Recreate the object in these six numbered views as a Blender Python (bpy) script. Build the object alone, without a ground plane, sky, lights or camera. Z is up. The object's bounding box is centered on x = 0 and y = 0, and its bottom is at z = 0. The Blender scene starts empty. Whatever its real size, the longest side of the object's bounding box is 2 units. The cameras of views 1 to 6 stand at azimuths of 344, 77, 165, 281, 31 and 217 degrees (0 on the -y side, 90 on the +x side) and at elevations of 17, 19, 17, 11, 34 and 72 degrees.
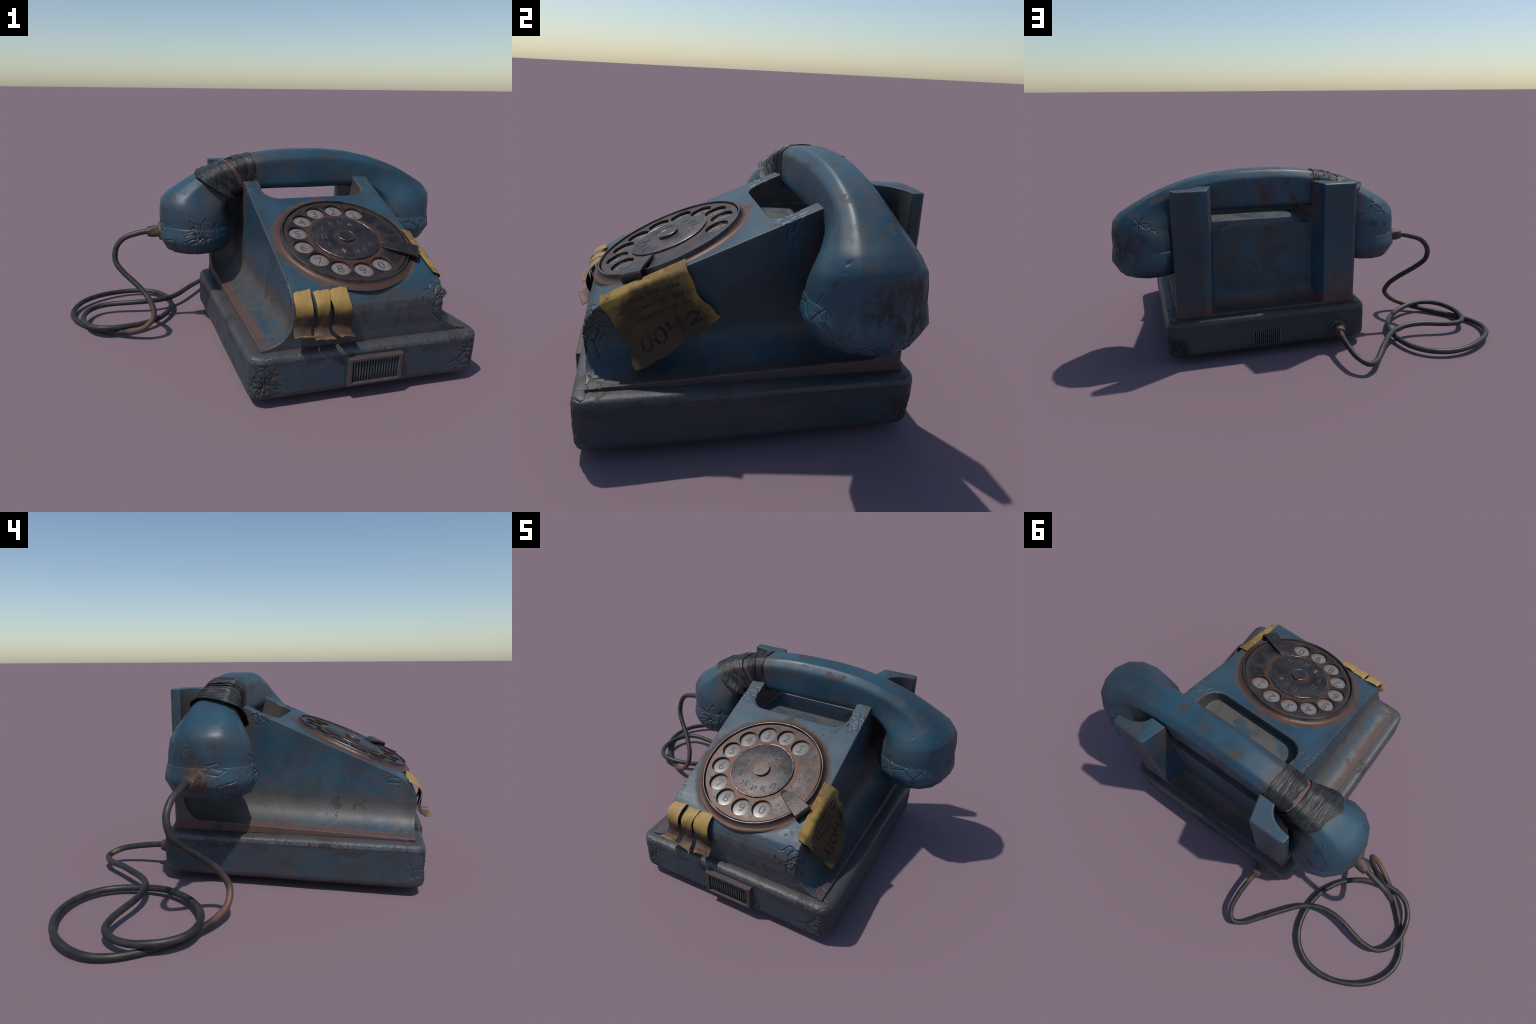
# Weathered blue rotary telephone: body, base, dial, handset with tape wrap, cord, paper note, tape strips.
import bpy, bmesh, math, random
import numpy as np
from mathutils import Vector, Matrix

random.seed(7)
RNG = np.random.RandomState(11)
CX = 0.248                      # symmetry plane of the telephone body
SL = 0.425                      # rise of the sloping top per metre of depth
ALPHA = math.atan(SL)


def slope_z(y):
    return 0.79 + SL * (y - 0.093)


# ------------------------------------------------------------------ object helpers
COL = bpy.context.scene.collection


def add_obj(name, mesh, parent=None, mat=None, matrix=None, smooth=True):
    o = bpy.data.objects.new(name, mesh)
    COL.objects.link(o)
    if matrix is not None:
        o.matrix_world = matrix
    if parent is not None:
        o.parent = parent
        o.matrix_parent_inverse = PARENT_INV[parent.name]
    PARENT_INV[o.name] = (matrix or Matrix.Identity(4)).inverted()
    if mat is not None:
        mesh.materials.clear()
        mesh.materials.append(mat)
    if smooth and len(mesh.polygons):
        mesh.polygons.foreach_set("use_smooth", np.ones(len(mesh.polygons), bool))
    return o


PARENT_INV = {}


def mesh_from(name, verts, faces):
    me = bpy.data.meshes.new(name)
    me.from_pydata([tuple(v) for v in verts], [], faces)
    me.validate()
    me.update()
    return me


def grid_mesh(name, P, wrap_v=False, cap0=False, cap1=False):
    """P: array (n, m, 3); faces between neighbours, optionally closed in m and capped in n."""
    n, m = P.shape[:2]
    idx = np.arange(n * m).reshape(n, m)
    a = idx[:-1, :] if wrap_v else idx[:-1, :-1]
    b = idx[1:, :] if wrap_v else idx[1:, :-1]
    if wrap_v:
        c, d = np.roll(idx, -1, 1)[1:, :], np.roll(idx, -1, 1)[:-1, :]
    else:
        c, d = idx[1:, 1:], idx[:-1, 1:]
    F = np.stack([a, b, c, d], -1).reshape(-1, 4).tolist()
    if cap0:
        F.append(idx[0, :].tolist())
    if cap1:
        F.append(idx[-1, ::-1].tolist())
    return mesh_from(name, P.reshape(-1, 3).tolist(), F)


def fix_normals(me):
    bm = bmesh.new()
    bm.from_mesh(me)
    bmesh.ops.recalc_face_normals(bm, faces=bm.faces)
    bm.to_mesh(me)
    bm.free()
    return me


def prism(name, pts, axis, lo, hi):
    """Extrude a 2D outline. axis 'x': pts are (y,z); axis 'z': pts are (x,y); axis 'y': pts are (x,z)."""
    n = len(pts)
    mk = {"x": lambda p, t: (t, p[0], p[1]), "z": lambda p, t: (p[0], p[1], t), "y": lambda p, t: (p[0], t, p[1])}[axis]
    V = [mk(p, lo) for p in pts] + [mk(p, hi) for p in pts]
    F = [list(range(n)), list(range(2 * n - 1, n - 1, -1))]
    F += [[i, (i + 1) % n, n + (i + 1) % n, n + i] for i in range(n)]
    return fix_normals(mesh_from(name, V, F))


def box(name, lo, hi, bevel=0.0, seg=2):
    bm = bmesh.new()
    bmesh.ops.create_cube(bm, size=1.0)
    for v in bm.verts:
        v.co = Vector([(lo[k] + hi[k]) / 2 + v.co[k] * (hi[k] - lo[k]) for k in range(3)])
    if bevel:
        bmesh.ops.bevel(bm, geom=bm.edges[:], offset=bevel, segments=seg, affect="EDGES", profile=0.5)
    me = bpy.data.meshes.new(name)
    bm.to_mesh(me)
    bm.free()
    return me


def sharp(me, deg=32):
    me.polygons.foreach_set("use_smooth", np.ones(len(me.polygons), bool))
    me.set_sharp_from_angle(angle=math.radians(deg))
    return me


def lathe(name, prof, seg=96, wob=None):
    """Spin (r,h) profile round local z."""
    th = np.linspace(0, 2 * np.pi, seg, endpoint=False)
    P = np.zeros((len(prof), seg, 3))
    for i, (r, h) in enumerate(prof):
        rr = r * (1 + (wob(th, i) if wob else 0))
        P[i, :, 0], P[i, :, 1], P[i, :, 2] = rr * np.cos(th), rr * np.sin(th), h
    return sharp(fix_normals(grid_mesh(name, P, wrap_v=True, cap0=True, cap1=True)))


def get_np(me):
    co = np.empty(len(me.vertices) * 3)
    me.vertices.foreach_get("co", co)
    no = np.empty(len(me.vertices) * 3)
    me.vertex_normals.foreach_get("vector", no)
    return co.reshape(-1, 3), no.reshape(-1, 3)


def set_np(me, co):
    me.vertices.foreach_set("co", co.reshape(-1))
    me.update()


def evaluated(obj):
    dg = bpy.context.evaluated_depsgraph_get()
    return bpy.data.meshes.new_from_object(obj.evaluated_get(dg))


def boolean_solid(start, cutters, voxel, smooth_iter=4, soft=None):
    """start mesh minus cutters, remeshed to even quads, edges softened."""
    o = add_obj("work_solid", start)
    tmp = [o]
    for i, c in enumerate(cutters):
        co = add_obj("work_cutter", c)
        tmp.append(co)
        m = o.modifiers.new("cut", "BOOLEAN")
        m.operation, m.solver, m.object = "DIFFERENCE", "EXACT", co
    r = o.modifiers.new("even", "REMESH")
    r.mode, r.voxel_size, r.use_smooth_shade = "VOXEL", voxel, True
    s = o.modifiers.new("soften", "SMOOTH")
    s.factor, s.iterations = 0.5, smooth_iter
    me = evaluated(o)
    for t in tmp:
        bpy.data.objects.remove(t)
    if soft is not None:
        co, _ = get_np(me)
        w = soft(co)[:, None]
        e = np.empty(len(me.edges) * 2, np.int64)
        me.edges.foreach_get("vertices", e)
        e = e.reshape(-1, 2)
        deg = np.bincount(e.ravel(), minlength=len(co))[:, None]
        for _ in range(28):
            acc = np.stack([np.bincount(e[:, 0], co[e[:, 1], k], len(co)) + np.bincount(e[:, 1], co[e[:, 0], k], len(co)) for k in range(3)], 1)
            co = co + w * 0.6 * (acc / deg - co)
        set_np(me, co)
    return me


# ------------------------------------------------------------------ surface damage
def wavy(co, freq, n=14, seed=0):
    r = np.random.RandomState(seed)
    out = np.zeros(len(co))
    for _ in range(n):
        k = r.normal(size=3)
        k *= freq * r.uniform(0.6, 1.6) / np.linalg.norm(k)
        out += np.sin(co @ k + r.uniform(0, 6.28))
    return out / math.sqrt(n)


def cracks(co, no, spots):
    """Polygonal impact cracks round each spot: grooves between random cells, cells sunk and tilted."""
    disp = np.zeros(len(co))
    for k, (c, R, cell, depth, width) in enumerate(spots):
        r = np.random.RandomState(100 + k)
        d = np.linalg.norm(co - np.array(c), axis=1)
        sel = np.where(d < R * 1.15)[0]
        if not len(sel):
            continue
        n = max(9, int(0.9 * (2.6 * R / (1.45 * cell)) ** 2))
        depth, width = 0.75 * depth, 0.72 * width
        g = r.normal(size=(n, 3))
        g /= np.linalg.norm(g, axis=1)[:, None]
        rad = R * 1.35 * r.uniform(0, 1, n) ** 0.62
        seeds = np.array(c) + g * rad[:, None]
        # keep seeds near the surface so that cells read as flat shards
        near = np.array([co[sel][np.argmin(((co[sel] - s) ** 2).sum(1))] for s in seeds])
        seeds = near + 0.25 * (seeds - near)
        P = co[sel] + 0.10 * cell * np.stack([wavy(co[sel], 55 / (cell / 0.05), 6, 5 + j) for j in range(3)], 1) * 0.6
        D = ((P[:, None, :] - seeds[None]) ** 2).sum(2)
        order = np.argpartition(D, 2, axis=1)[:, :3]
        rows = np.arange(len(sel))[:, None]
        sub = np.take_along_axis(D, order, 1)
        o2 = np.argsort(sub, axis=1)
        i1, i2 = order[rows[:, 0], o2[:, 0]], order[rows[:, 0], o2[:, 1]]
        gap = np.linalg.norm(seeds[i1] - seeds[i2], axis=1) + 1e-6
        e = (D[rows[:, 0], i2] - D[rows[:, 0], i1]) / (2 * gap)
        lo, hi = np.minimum(i1, i2), np.maximum(i1, i2)
        h = np.modf(np.abs(np.sin(lo * 12.9898 + hi * 78.233 + k) * 43758.5453))[0]
        f = np.clip(1 - d[sel] / R, 0, 1)
        keep = np.clip((f * 1.7 + 0.02 - h) * 5, 0, 1) * np.clip(f * 6, 0, 1)
        groove = np.exp(-((e / width) ** 2)) * keep
        lip = np.exp(-(((e - 2.2 * width) / (1.2 * width)) ** 2)) * keep
        sink = r.uniform(0, 1, n)[i1] ** 2 * np.clip(f * 1.4 - 0.25, 0, 1)
        crumb = np.maximum(wavy(co[sel], 170, 10, 70 + k), -0.4) * np.clip(f * 1.8 - 0.7, 0, 1)
        disp[sel] += -0.28 * depth * crumb - depth * groove + 0.03 * depth * lip - 0.18 * depth * sink * np.clip(e / (width * 1.5), 0, 1)
    return co + no * disp[:, None]


def stars(co, no, spots):
    """Radial fractures: wandering tapering rays from an impact point."""
    disp = np.zeros(len(co))
    for k, (c, R, rays, depth, width) in enumerate(spots):
        r = np.random.RandomState(300 + k)
        v = co - np.array(c)
        d = np.linalg.norm(v, axis=1)
        sel = np.where(d < R)[0]
        if not len(sel):
            continue
        n = no[sel].mean(0)
        n /= np.linalg.norm(n)
        a = np.cross(n, [0.3, 0.2, 1.0])
        a /= np.linalg.norm(a)
        b = np.cross(n, a)
        x, y, rho = v[sel] @ a, v[sel] @ b, d[sel]
        phi = np.arctan2(y, x)
        for j in range(rays):
            p0 = 2 * np.pi * (j + r.uniform(-0.35, 0.35)) / rays
            L = R * r.uniform(0.45, 1.0)
            bend = 0.35 * np.sin(rho / R * r.uniform(4, 9) + r.uniform(0, 6.28)) + 0.22 * np.sign(np.sin(rho / R * r.uniform(9, 16) + r.uniform(0, 6)))
            dp = np.abs(np.angle(np.exp(1j * (phi - p0 - bend * rho / R))))
            w = width * np.clip(1.15 - rho / L, 0.25, 1)
            disp[sel] -= depth * np.clip((1 - rho / L) * 3, 0, 1) * np.exp(-((rho * np.minimum(dp, 1.5) / w) ** 2))
    return co + no * np.maximum(disp, -0.007)[:, None]


def pits(co, no, spots, seed=3):
    """Groups of small gouges: (centre, spread, count, size, depth)."""
    r = np.random.RandomState(seed)
    disp = np.zeros(len(co))
    for c, spread, count, size, depth in spots:
        near = np.where(np.linalg.norm(co - np.array(c), axis=1) < spread * 2.5)[0]
        if not len(near):
            continue
        for _ in range(count):
            p = co[near[r.randint(len(near))]]
            if np.linalg.norm(p - np.array(c)) > spread * 1.6:
                continue
            ax = r.normal(size=3)
            ax /= np.linalg.norm(ax)
            v = co[near] - p
            along = v @ ax
            q = np.sqrt(np.maximum((v ** 2).sum(1) - 0.75 * along ** 2, 0))
            disp[near] -= depth * r.uniform(0.4, 1) * np.exp(-((q / (size * r.uniform(0.6, 1.3))) ** 2))
    return co + no * np.maximum(disp, -0.008)[:, None]


def damage(me, crack_spots, pit_spots, ripple=0.0009, seed=1, star_spots=()):
    co, no = get_np(me)
    co = co + no * (ripple * wavy(co, 16, 12, seed) + ripple * 0.35 * wavy(co, 60, 16, seed + 1))[:, None]
    co = cracks(co, no, crack_spots)
    co = stars(co, no, star_spots)
    co = pits(co, no, pit_spots)
    set_np(me, co)
    return me


# ------------------------------------------------------------------ node helpers
class Tree:
    def __init__(self, name):
        self.mat = bpy.data.materials.new(name)
        self.mat.use_nodes = True
        self.nt = self.mat.node_tree
        self.nt.nodes.clear()
        self.coord = self.node("ShaderNodeTexCoord").outputs["Object"]
        self.geo = self.node("ShaderNodeNewGeometry")
        xyz = self.node("ShaderNodeSeparateXYZ", Vector=self.coord)
        self.x, self.y, self.z = xyz.outputs

    def node(self, kind, **inp):
        n = self.nt.nodes.new(kind)
        for k, v in inp.items():
            self.put(n.inputs[k], v)
        return n

    def put(self, sock, v):
        if isinstance(v, bpy.types.NodeSocket):
            self.nt.links.new(v, sock)
        elif isinstance(v, (tuple, list)) and sock.type == "RGBA":
            sock.default_value = (*v[:3], 1)
        else:
            sock.default_value = v

    def math(self, op, a, b=0.0, c=None, clamp=False):
        n = self.node("ShaderNodeMath")
        n.operation, n.use_clamp = op, clamp
        self.put(n.inputs[0], a)
        self.put(n.inputs[1], b)
        if c is not None:
            self.put(n.inputs[2], c)
        return n.outputs[0]

    def mul(self, a, b):
        return self.math("MULTIPLY", a, b)

    def add(self, a, b):
        return self.math("ADD", a, b)

    def sub(self, a, b):
        return self.math("SUBTRACT", a, b)

    def maxi(self, a, b):
        return self.math("MAXIMUM", a, b)

    def step(self, v, lo, hi):
        """smooth 0..1 ramp of v between lo and hi (lo may exceed hi)."""
        n = self.node("ShaderNodeMapRange")
        n.interpolation_type = "SMOOTHSTEP"
        flip = lo > hi
        self.put(n.inputs["Value"], v)
        n.inputs["From Min"].default_value, n.inputs["From Max"].default_value = min(lo, hi), max(lo, hi)
        n.inputs["To Min"].default_value, n.inputs["To Max"].default_value = (1, 0) if flip else (0, 1)
        return n.outputs["Result"]

    def band(self, v, a, b, soft):
        return self.mul(self.step(v, a - soft, a + soft), self.step(v, b + soft, b - soft))

    def noise(self, scale, detail=4, rough=0.55, stretch=None, off=0.0, dist=0.0):
        vec = self.coord
        m = self.node("ShaderNodeMapping", Vector=vec)
        m.inputs["Location"].default_value = (off, off * 1.7, off * 0.6)
        if stretch:
            m.inputs["Scale"].default_value = stretch
        n = self.node("ShaderNodeTexNoise", Vector=m.outputs[0], Scale=scale, Detail=detail, Roughness=rough, Distortion=dist)
        return n.outputs["Fac"]

    def near(self, p, r0, r1, wobble=0.0, scale=14):
        """1 inside r0 of point p, 0 beyond r1, edge broken by noise."""
        n = self.node("ShaderNodeVectorMath")
        n.operation = "DISTANCE"
        self.put(n.inputs[0], self.coord)
        n.inputs[1].default_value = p
        d = n.outputs["Value"]
        if wobble:
            d = self.add(d, self.mul(self.sub(self.noise(scale, 6, 0.65, off=p[0] * 3), 0.5), wobble))
        return self.step(d, r1, r0)

    def mix(self, fac, a, b):
        n = self.node("ShaderNodeMix")
        n.data_type = "RGBA"
        self.put(n.inputs["Factor"], fac)
        ca, cb = [s for s in n.inputs if s.type == "RGBA"][:2]
        self.put(ca, a)
        self.put(cb, b)
        return [s for s in n.outputs if s.type == "RGBA"][0]

    def mixf(self, fac, a, b):
        n = self.node("ShaderNodeMix")
        n.data_type = "FLOAT"
        self.put(n.inputs["Factor"], fac)
        self.put(n.inputs[2], a)
        self.put(n.inputs[3], b)
        return n.outputs[0]

    def bump(self, h, strength=0.4, dist=0.004, base=None):
        n = self.node("ShaderNodeBump", Height=h, Strength=strength, Distance=dist)
        if base is not None:
            self.put(n.inputs["Normal"], base)
        return n.outputs[0]

    def finish(self, color, rough=0.5, metal=0.0, normal=None, spec=0.5, **kw):
        b = self.node("ShaderNodeBsdfPrincipled")
        self.put(b.inputs["Base Color"], color)
        self.put(b.inputs["Roughness"], rough)
        self.put(b.inputs["Metallic"], metal)
        self.put(b.inputs["Specular IOR Level"], spec)
        if normal is not None:
            self.put(b.inputs["Normal"], normal)
        for k, v in kw.items():
            self.put(b.inputs[k.replace("_", " ")], v)
        o = self.node("ShaderNodeOutputMaterial")
        self.nt.links.new(b.outputs[0], o.inputs[0])
        return self.mat


BLUE_A, BLUE_B, BLUE_C = (0.012, 0.046, 0.076), (0.020, 0.070, 0.106), (0.034, 0.054, 0.073)
GREY, RUST, BROWN, SOOT = (0.088, 0.084, 0.080), (0.092, 0.043, 0.029), (0.054, 0.040, 0.033), (0.016, 0.015, 0.016)


def worn_paint(name, layers=None, chip=0.0, dirt=1.0, edge=1.0, dull=0.0, bump_s=0.25):
    """Old blue enamel: mottled blue, flaked patches, scratches, rusty cavities, rubbed edges."""
    t = Tree(name)
    col = t.mix(t.step(t.noise(2.6, 3, 0.5, off=1.3), 0.38, 0.62), BLUE_A, BLUE_B)
    col = t.mix(t.mul(t.step(t.noise(5.5, 6, 0.6, off=4.1), 0.46, 0.66), 0.75 + dull), col, BLUE_C)
    col = t.mix(t.mul(t.step(t.noise(55, 3, 0.6, stretch=(1, 1, 0.12), off=2), 0.5, 0.75), 0.25), col, (0.05, 0.075, 0.095))
    rough, metal = t.mixf(t.noise(9, 4), 0.36, 0.56), 0.0
    point = t.geo.outputs["Pointiness"]
    chips = t.mul(t.step(t.noise(11, 9, 0.68, off=7.7), 0.575 - chip, 0.60 - chip), t.step(t.noise(3.1, 2, 0.5, off=9), 0.45, 0.58))
    chips2 = t.mul(t.step(t.noise(30, 8, 0.7, off=3.3, stretch=(1, 1, 0.55)), 0.60 - chip, 0.62 - chip), t.step(t.noise(4.3, 2, 0.5, off=15), 0.47, 0.6))
    chips = t.math("MAXIMUM", chips, chips2)
    grime = t.mul(t.step(t.noise(7, 8, 0.68, off=91, stretch=(1, 1, 0.6)), 0.50, 0.66), 0.45)
    state = {"col": col, "rough": rough, "metal": metal}

    def lay(fac, color, r=None, m=None):
        state["col"] = t.mix(fac, state["col"], color)
        if r is not None:
            state["rough"] = t.mixf(fac, state["rough"], r)
        if m is not None:
            state["metal"] = t.mixf(fac, state["metal"], m)

    if layers:
        layers(t, lay)
    lay(grime, (0.030, 0.028, 0.030), 0.6)
    lay(t.mul(chips, 0.9), t.mix(t.noise(40, 4), (0.045, 0.036, 0.032), BROWN), 0.75)
    scr = t.mul(t.step(t.noise(120, 2, 0.5, stretch=(1, 0.04, 0.25), off=5), 0.70, 0.74), t.step(t.noise(3, 2, off=21), 0.5, 0.62))
    lay(t.mul(scr, 0.5), (0.10, 0.13, 0.15))
    bev = t.node("ShaderNodeBevel", Radius=0.022)
    bev.samples = 4
    dn = t.node("ShaderNodeVectorMath")
    dn.operation = "DOT_PRODUCT"
    t.put(dn.inputs[0], bev.outputs[0])
    t.put(dn.inputs[1], t.geo.outputs["Normal"])
    mauve_edge = t.step(dn.outputs["Value"], 0.995, 0.93)
    mauve_edge = t.mul(mauve_edge, t.step(point, 0.49, 0.502))
    lay(t.mul(mauve_edge, t.mul(t.step(t.noise(8, 5, 0.6, off=33), 0.30, 0.60), 0.62 * edge)), (0.070, 0.066, 0.076), 0.42)
    rubbed = t.mul(t.step(point, 0.54, 0.60), t.step(t.noise(16, 6, 0.65, off=12), 0.40, 0.58))
    lay(t.mul(rubbed, 0.55 * edge), (0.115, 0.10, 0.098), 0.45, 0.15)
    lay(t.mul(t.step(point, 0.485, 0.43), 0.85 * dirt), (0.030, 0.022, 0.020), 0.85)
    if hasattr(t, "sparkle"):
        state["rough"] = t.mixf(t.sparkle, state["rough"], 0.3)
    h = t.add(t.mul(chips, -0.6), t.mul(t.noise(160, 5, 0.6), 0.25))
    h = t.add(h, t.mul(t.noise(38, 5, 0.6, off=8), 0.35))
    if hasattr(t, "sparkle"):
        h = t.add(h, t.mul(t.sparkle, t.mul(t.noise(190, 3, 0.6, stretch=(1, 1, 0.35)), 2.2)))
    n = t.bump(h, bump_s, 0.004)
    return t.finish(state["col"], state["rough"], state["metal"], n, 0.5)


# ------------------------------------------------------------------ materials
def body_layers(t, lay):
    ax = t.math("ABSOLUTE", t.sub(t.x, CX))
    side = t.step(ax, 0.30, 0.335)
    nz = t.noise(7, 8, 0.62, off=2.2, dist=0.6)
    # bare grey metal along the flared foot of both sides, streaked upwards
    zz = t.add(t.z, t.mul(t.sub(t.noise(10, 7, 0.65, stretch=(1, 1, 0.5), off=6), 0.5), 0.20))
    foot = t.mul(t.mul(side, t.band(zz, 0.27, 0.40, 0.045)), t.step(t.x, 0.35, 0.15))
    blue = t.mul(t.step(t.noise(8, 8, 0.62, off=81, dist=1.2), 0.44, 0.52), t.mul(t.step(t.z, 0.325, 0.285), t.step(t.y, -0.10, -0.35)))
    foot = t.mul(foot, t.sub(1.0, t.mul(blue, 0.85)))
    lay(t.mul(foot, 0.95), t.mix(t.noise(14, 6, 0.65, off=83), (0.056, 0.053, 0.053), (0.096, 0.091, 0.086)), 0.52, 0.1)
    swirl = t.mul(t.step(t.noise(9, 8, 0.6, off=31, dist=1.6), 0.50, 0.54), t.mul(side, t.step(t.z, 0.62, 0.45)))
    lay(t.mul(swirl, 0.35), (0.085, 0.066, 0.055), 0.55)
    # darker, greyer front apron
    front = t.mul(t.step(t.y, -0.63, -0.68), t.step(t.z, 0.475, 0.39))
    lay(t.mul(front, 0.72), (0.060, 0.062, 0.068), 0.5)
    stain = t.mul(t.band(t.add(t.z, t.mul(t.sub(nz, 0.5), 0.07)), 0.365, 0.40, 0.012), t.mul(t.step(t.y, -0.6, -0.66), t.step(t.x, 0.12, 0.2)))
    lay(t.mul(stain, t.mul(t.step(t.noise(26, 7, 0.7), 0.42, 0.56), 0.9)), (0.040, 0.030, 0.026), 0.8)
    # rust round the dial, on the slope
    dy = t.mul(t.sub(t.y, -0.395), math.sqrt(1 + SL * SL))
    r = t.math("SQRT", t.add(t.mul(t.sub(t.x, CX), t.sub(t.x, CX)), t.mul(dy, dy)))
    rr = t.add(r, t.mul(t.sub(t.noise(13, 6, 0.6, off=11), 0.5), 0.045))
    top = t.step(t.sub(t.z, t.mul(t.y, SL)), 0.735, 0.748)
    lay(t.mul(t.mul(t.step(rr, 0.338, 0.312), top), 0.95), t.mix(t.noise(18, 5), RUST, (0.062, 0.044, 0.036)), 0.75)
    # warm grime: foot line, behind the handset, inside the cradle
    lipz = t.sub(t.z, t.mul(t.add(t.y, 0.68), 0.038))
    lipn = t.add(lipz, t.mul(t.sub(t.noise(22, 5, 0.6, off=37), 0.5), 0.02))
    lay(t.mul(t.step(lipn, 0.256, 0.243), t.mixf(t.step(t.y, -0.66, -0.69), 0.9, 0.45)), t.mix(t.noise(12, 5), (0.120, 0.050, 0.033), (0.080, 0.054, 0.046)), 0.7)
    up = t.mul(t.mul(t.step(t.y, -0.02, 0.10), t.step(t.y, 0.27, 0.22)), t.mul(t.mul(side, t.step(ax, 0.40, 0.35)), t.step(t.z, 0.42, 0.62)))
    lay(t.mul(up, 0.75), (0.085, 0.045, 0.033), 0.7)
    shade = t.mul(t.step(t.x, 0.56, 0.585), t.step(t.noise(4, 6, 0.6, off=61), 0.30, 0.62))  # occlusion and shade of the right wall painted into its blue
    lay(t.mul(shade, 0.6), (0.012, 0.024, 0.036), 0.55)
    lay(t.mul(t.mul(t.step(t.x, 0.56, 0.585), t.step(t.noise(6, 7, 0.65, off=66), 0.52, 0.62)), t.mul(t.step(t.z, 0.55, 0.42), 0.6)), (0.040, 0.034, 0.032), 0.6)
    hook = t.mul(t.mul(t.step(t.y, 0.255, 0.285), t.step(t.y, 0.352, 0.338)), t.mul(t.band(ax, 0.345, 0.458, 0.006), t.step(t.z, 0.864, 0.860)))
    lay(t.mul(hook, 0.8), t.mix(t.noise(9, 5), (0.085, 0.080, 0.074), (0.060, 0.045, 0.040)), 0.6)
    tray = t.mul(t.mul(t.step(ax, 0.275, 0.262), t.step(t.y, -0.07, -0.05)), t.band(t.z, 0.64, 0.72, 0.008))
    pat = t.step(t.noise(8, 7, 0.62, off=17), 0.52, 0.56)
    lay(t.mul(tray, t.mixf(pat, 0.9, 0.25)), (0.086, 0.080, 0.072), 0.6)
    wallside = t.mul(t.mul(t.band(ax, 0.245, 0.275, 0.008), t.step(t.y, -0.05, 0.0)), t.step(t.z, 0.652, 0.67))
    lay(t.mul(wallside, 0.7), (0.080, 0.050, 0.040), 0.7)
    back = t.mul(t.step(t.y, 0.25, 0.262), t.step(ax, 0.285, 0.275))
    lay(t.mul(back, t.mul(t.step(t.noise(6, 7, 0.65, off=23), 0.42, 0.62), 0.75)), (0.050, 0.044, 0.040), 0.7)


def base_layers(t, lay):
    ax = t.math("ABSOLUTE", t.sub(t.x, CX))
    # sooty shell: darker and greyer than the body
    lay(t.mul(t.step(t.noise(5, 7, 0.62, stretch=(1, 1, 0.5), off=3), 0.28, 0.60), 0.80), (0.040, 0.044, 0.052), 0.5)
    lip = t.band(t.z, 0.200, 0.226, 0.006)
    fl = t.noise(70, 5, 0.65, off=9)
    lay(t.mul(lip, t.mul(t.step(fl, 0.36, 0.60), 0.85)), (0.125, 0.112, 0.108), 0.28, 0.4)
    t.sparkle = lip
    top = t.step(t.z, 0.222, 0.230)
    lay(t.mul(top, 0.75), t.mix(t.noise(20, 6), (0.070, 0.050, 0.043), (0.060, 0.064, 0.070)), 0.55)
    low = t.step(t.add(t.z, t.mul(t.sub(t.noise(24, 6, 0.65), 0.5), 0.05)), 0.085, 0.05)
    lay(t.mul(low, 0.6), (0.060, 0.046, 0.042), 0.7)
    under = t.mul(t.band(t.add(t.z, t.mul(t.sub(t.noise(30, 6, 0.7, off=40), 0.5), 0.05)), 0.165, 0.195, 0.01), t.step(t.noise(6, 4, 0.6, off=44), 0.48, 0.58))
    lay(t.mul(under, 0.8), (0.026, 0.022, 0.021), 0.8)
    # stains, then a darker blue-black tone over the rear and right side
    stains = t.mul(t.step(t.noise(9, 9, 0.7, off=71, stretch=(1, 1, 0.7)), 0.535, 0.57), t.step(t.noise(3, 3, 0.5, off=75), 0.42, 0.56))
    lay(t.mul(stains, 0.85), t.mix(t.noise(14, 4), (0.024, 0.020, 0.019), (0.060, 0.046, 0.040)), 0.75)
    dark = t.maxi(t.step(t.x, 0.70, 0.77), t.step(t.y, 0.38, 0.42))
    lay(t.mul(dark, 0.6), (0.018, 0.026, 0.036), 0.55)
    lay(t.mul(t.near((0.745, 0.42, 0.075), 0.05, 0.105, 0.07), 0.93), (0.010, 0.009, 0.009), 0.95)
    lay(t.mul(t.near((0.77, 0.37, 0.11), 0.02, 0.07, 0.08), 0.8), (0.018, 0.014, 0.013), 0.9)
    lay(t.mul(t.near((-0.22, -0.73, 0.09), 0.02, 0.085, 0.06, 30), 0.75), (0.026, 0.024, 0.024), 0.8)
    lay(t.mul(t.near((-0.114, 0.425, 0.105), 0.035, 0.075, 0.05), 0.7), (0.030, 0.025, 0.023), 0.8)


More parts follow.
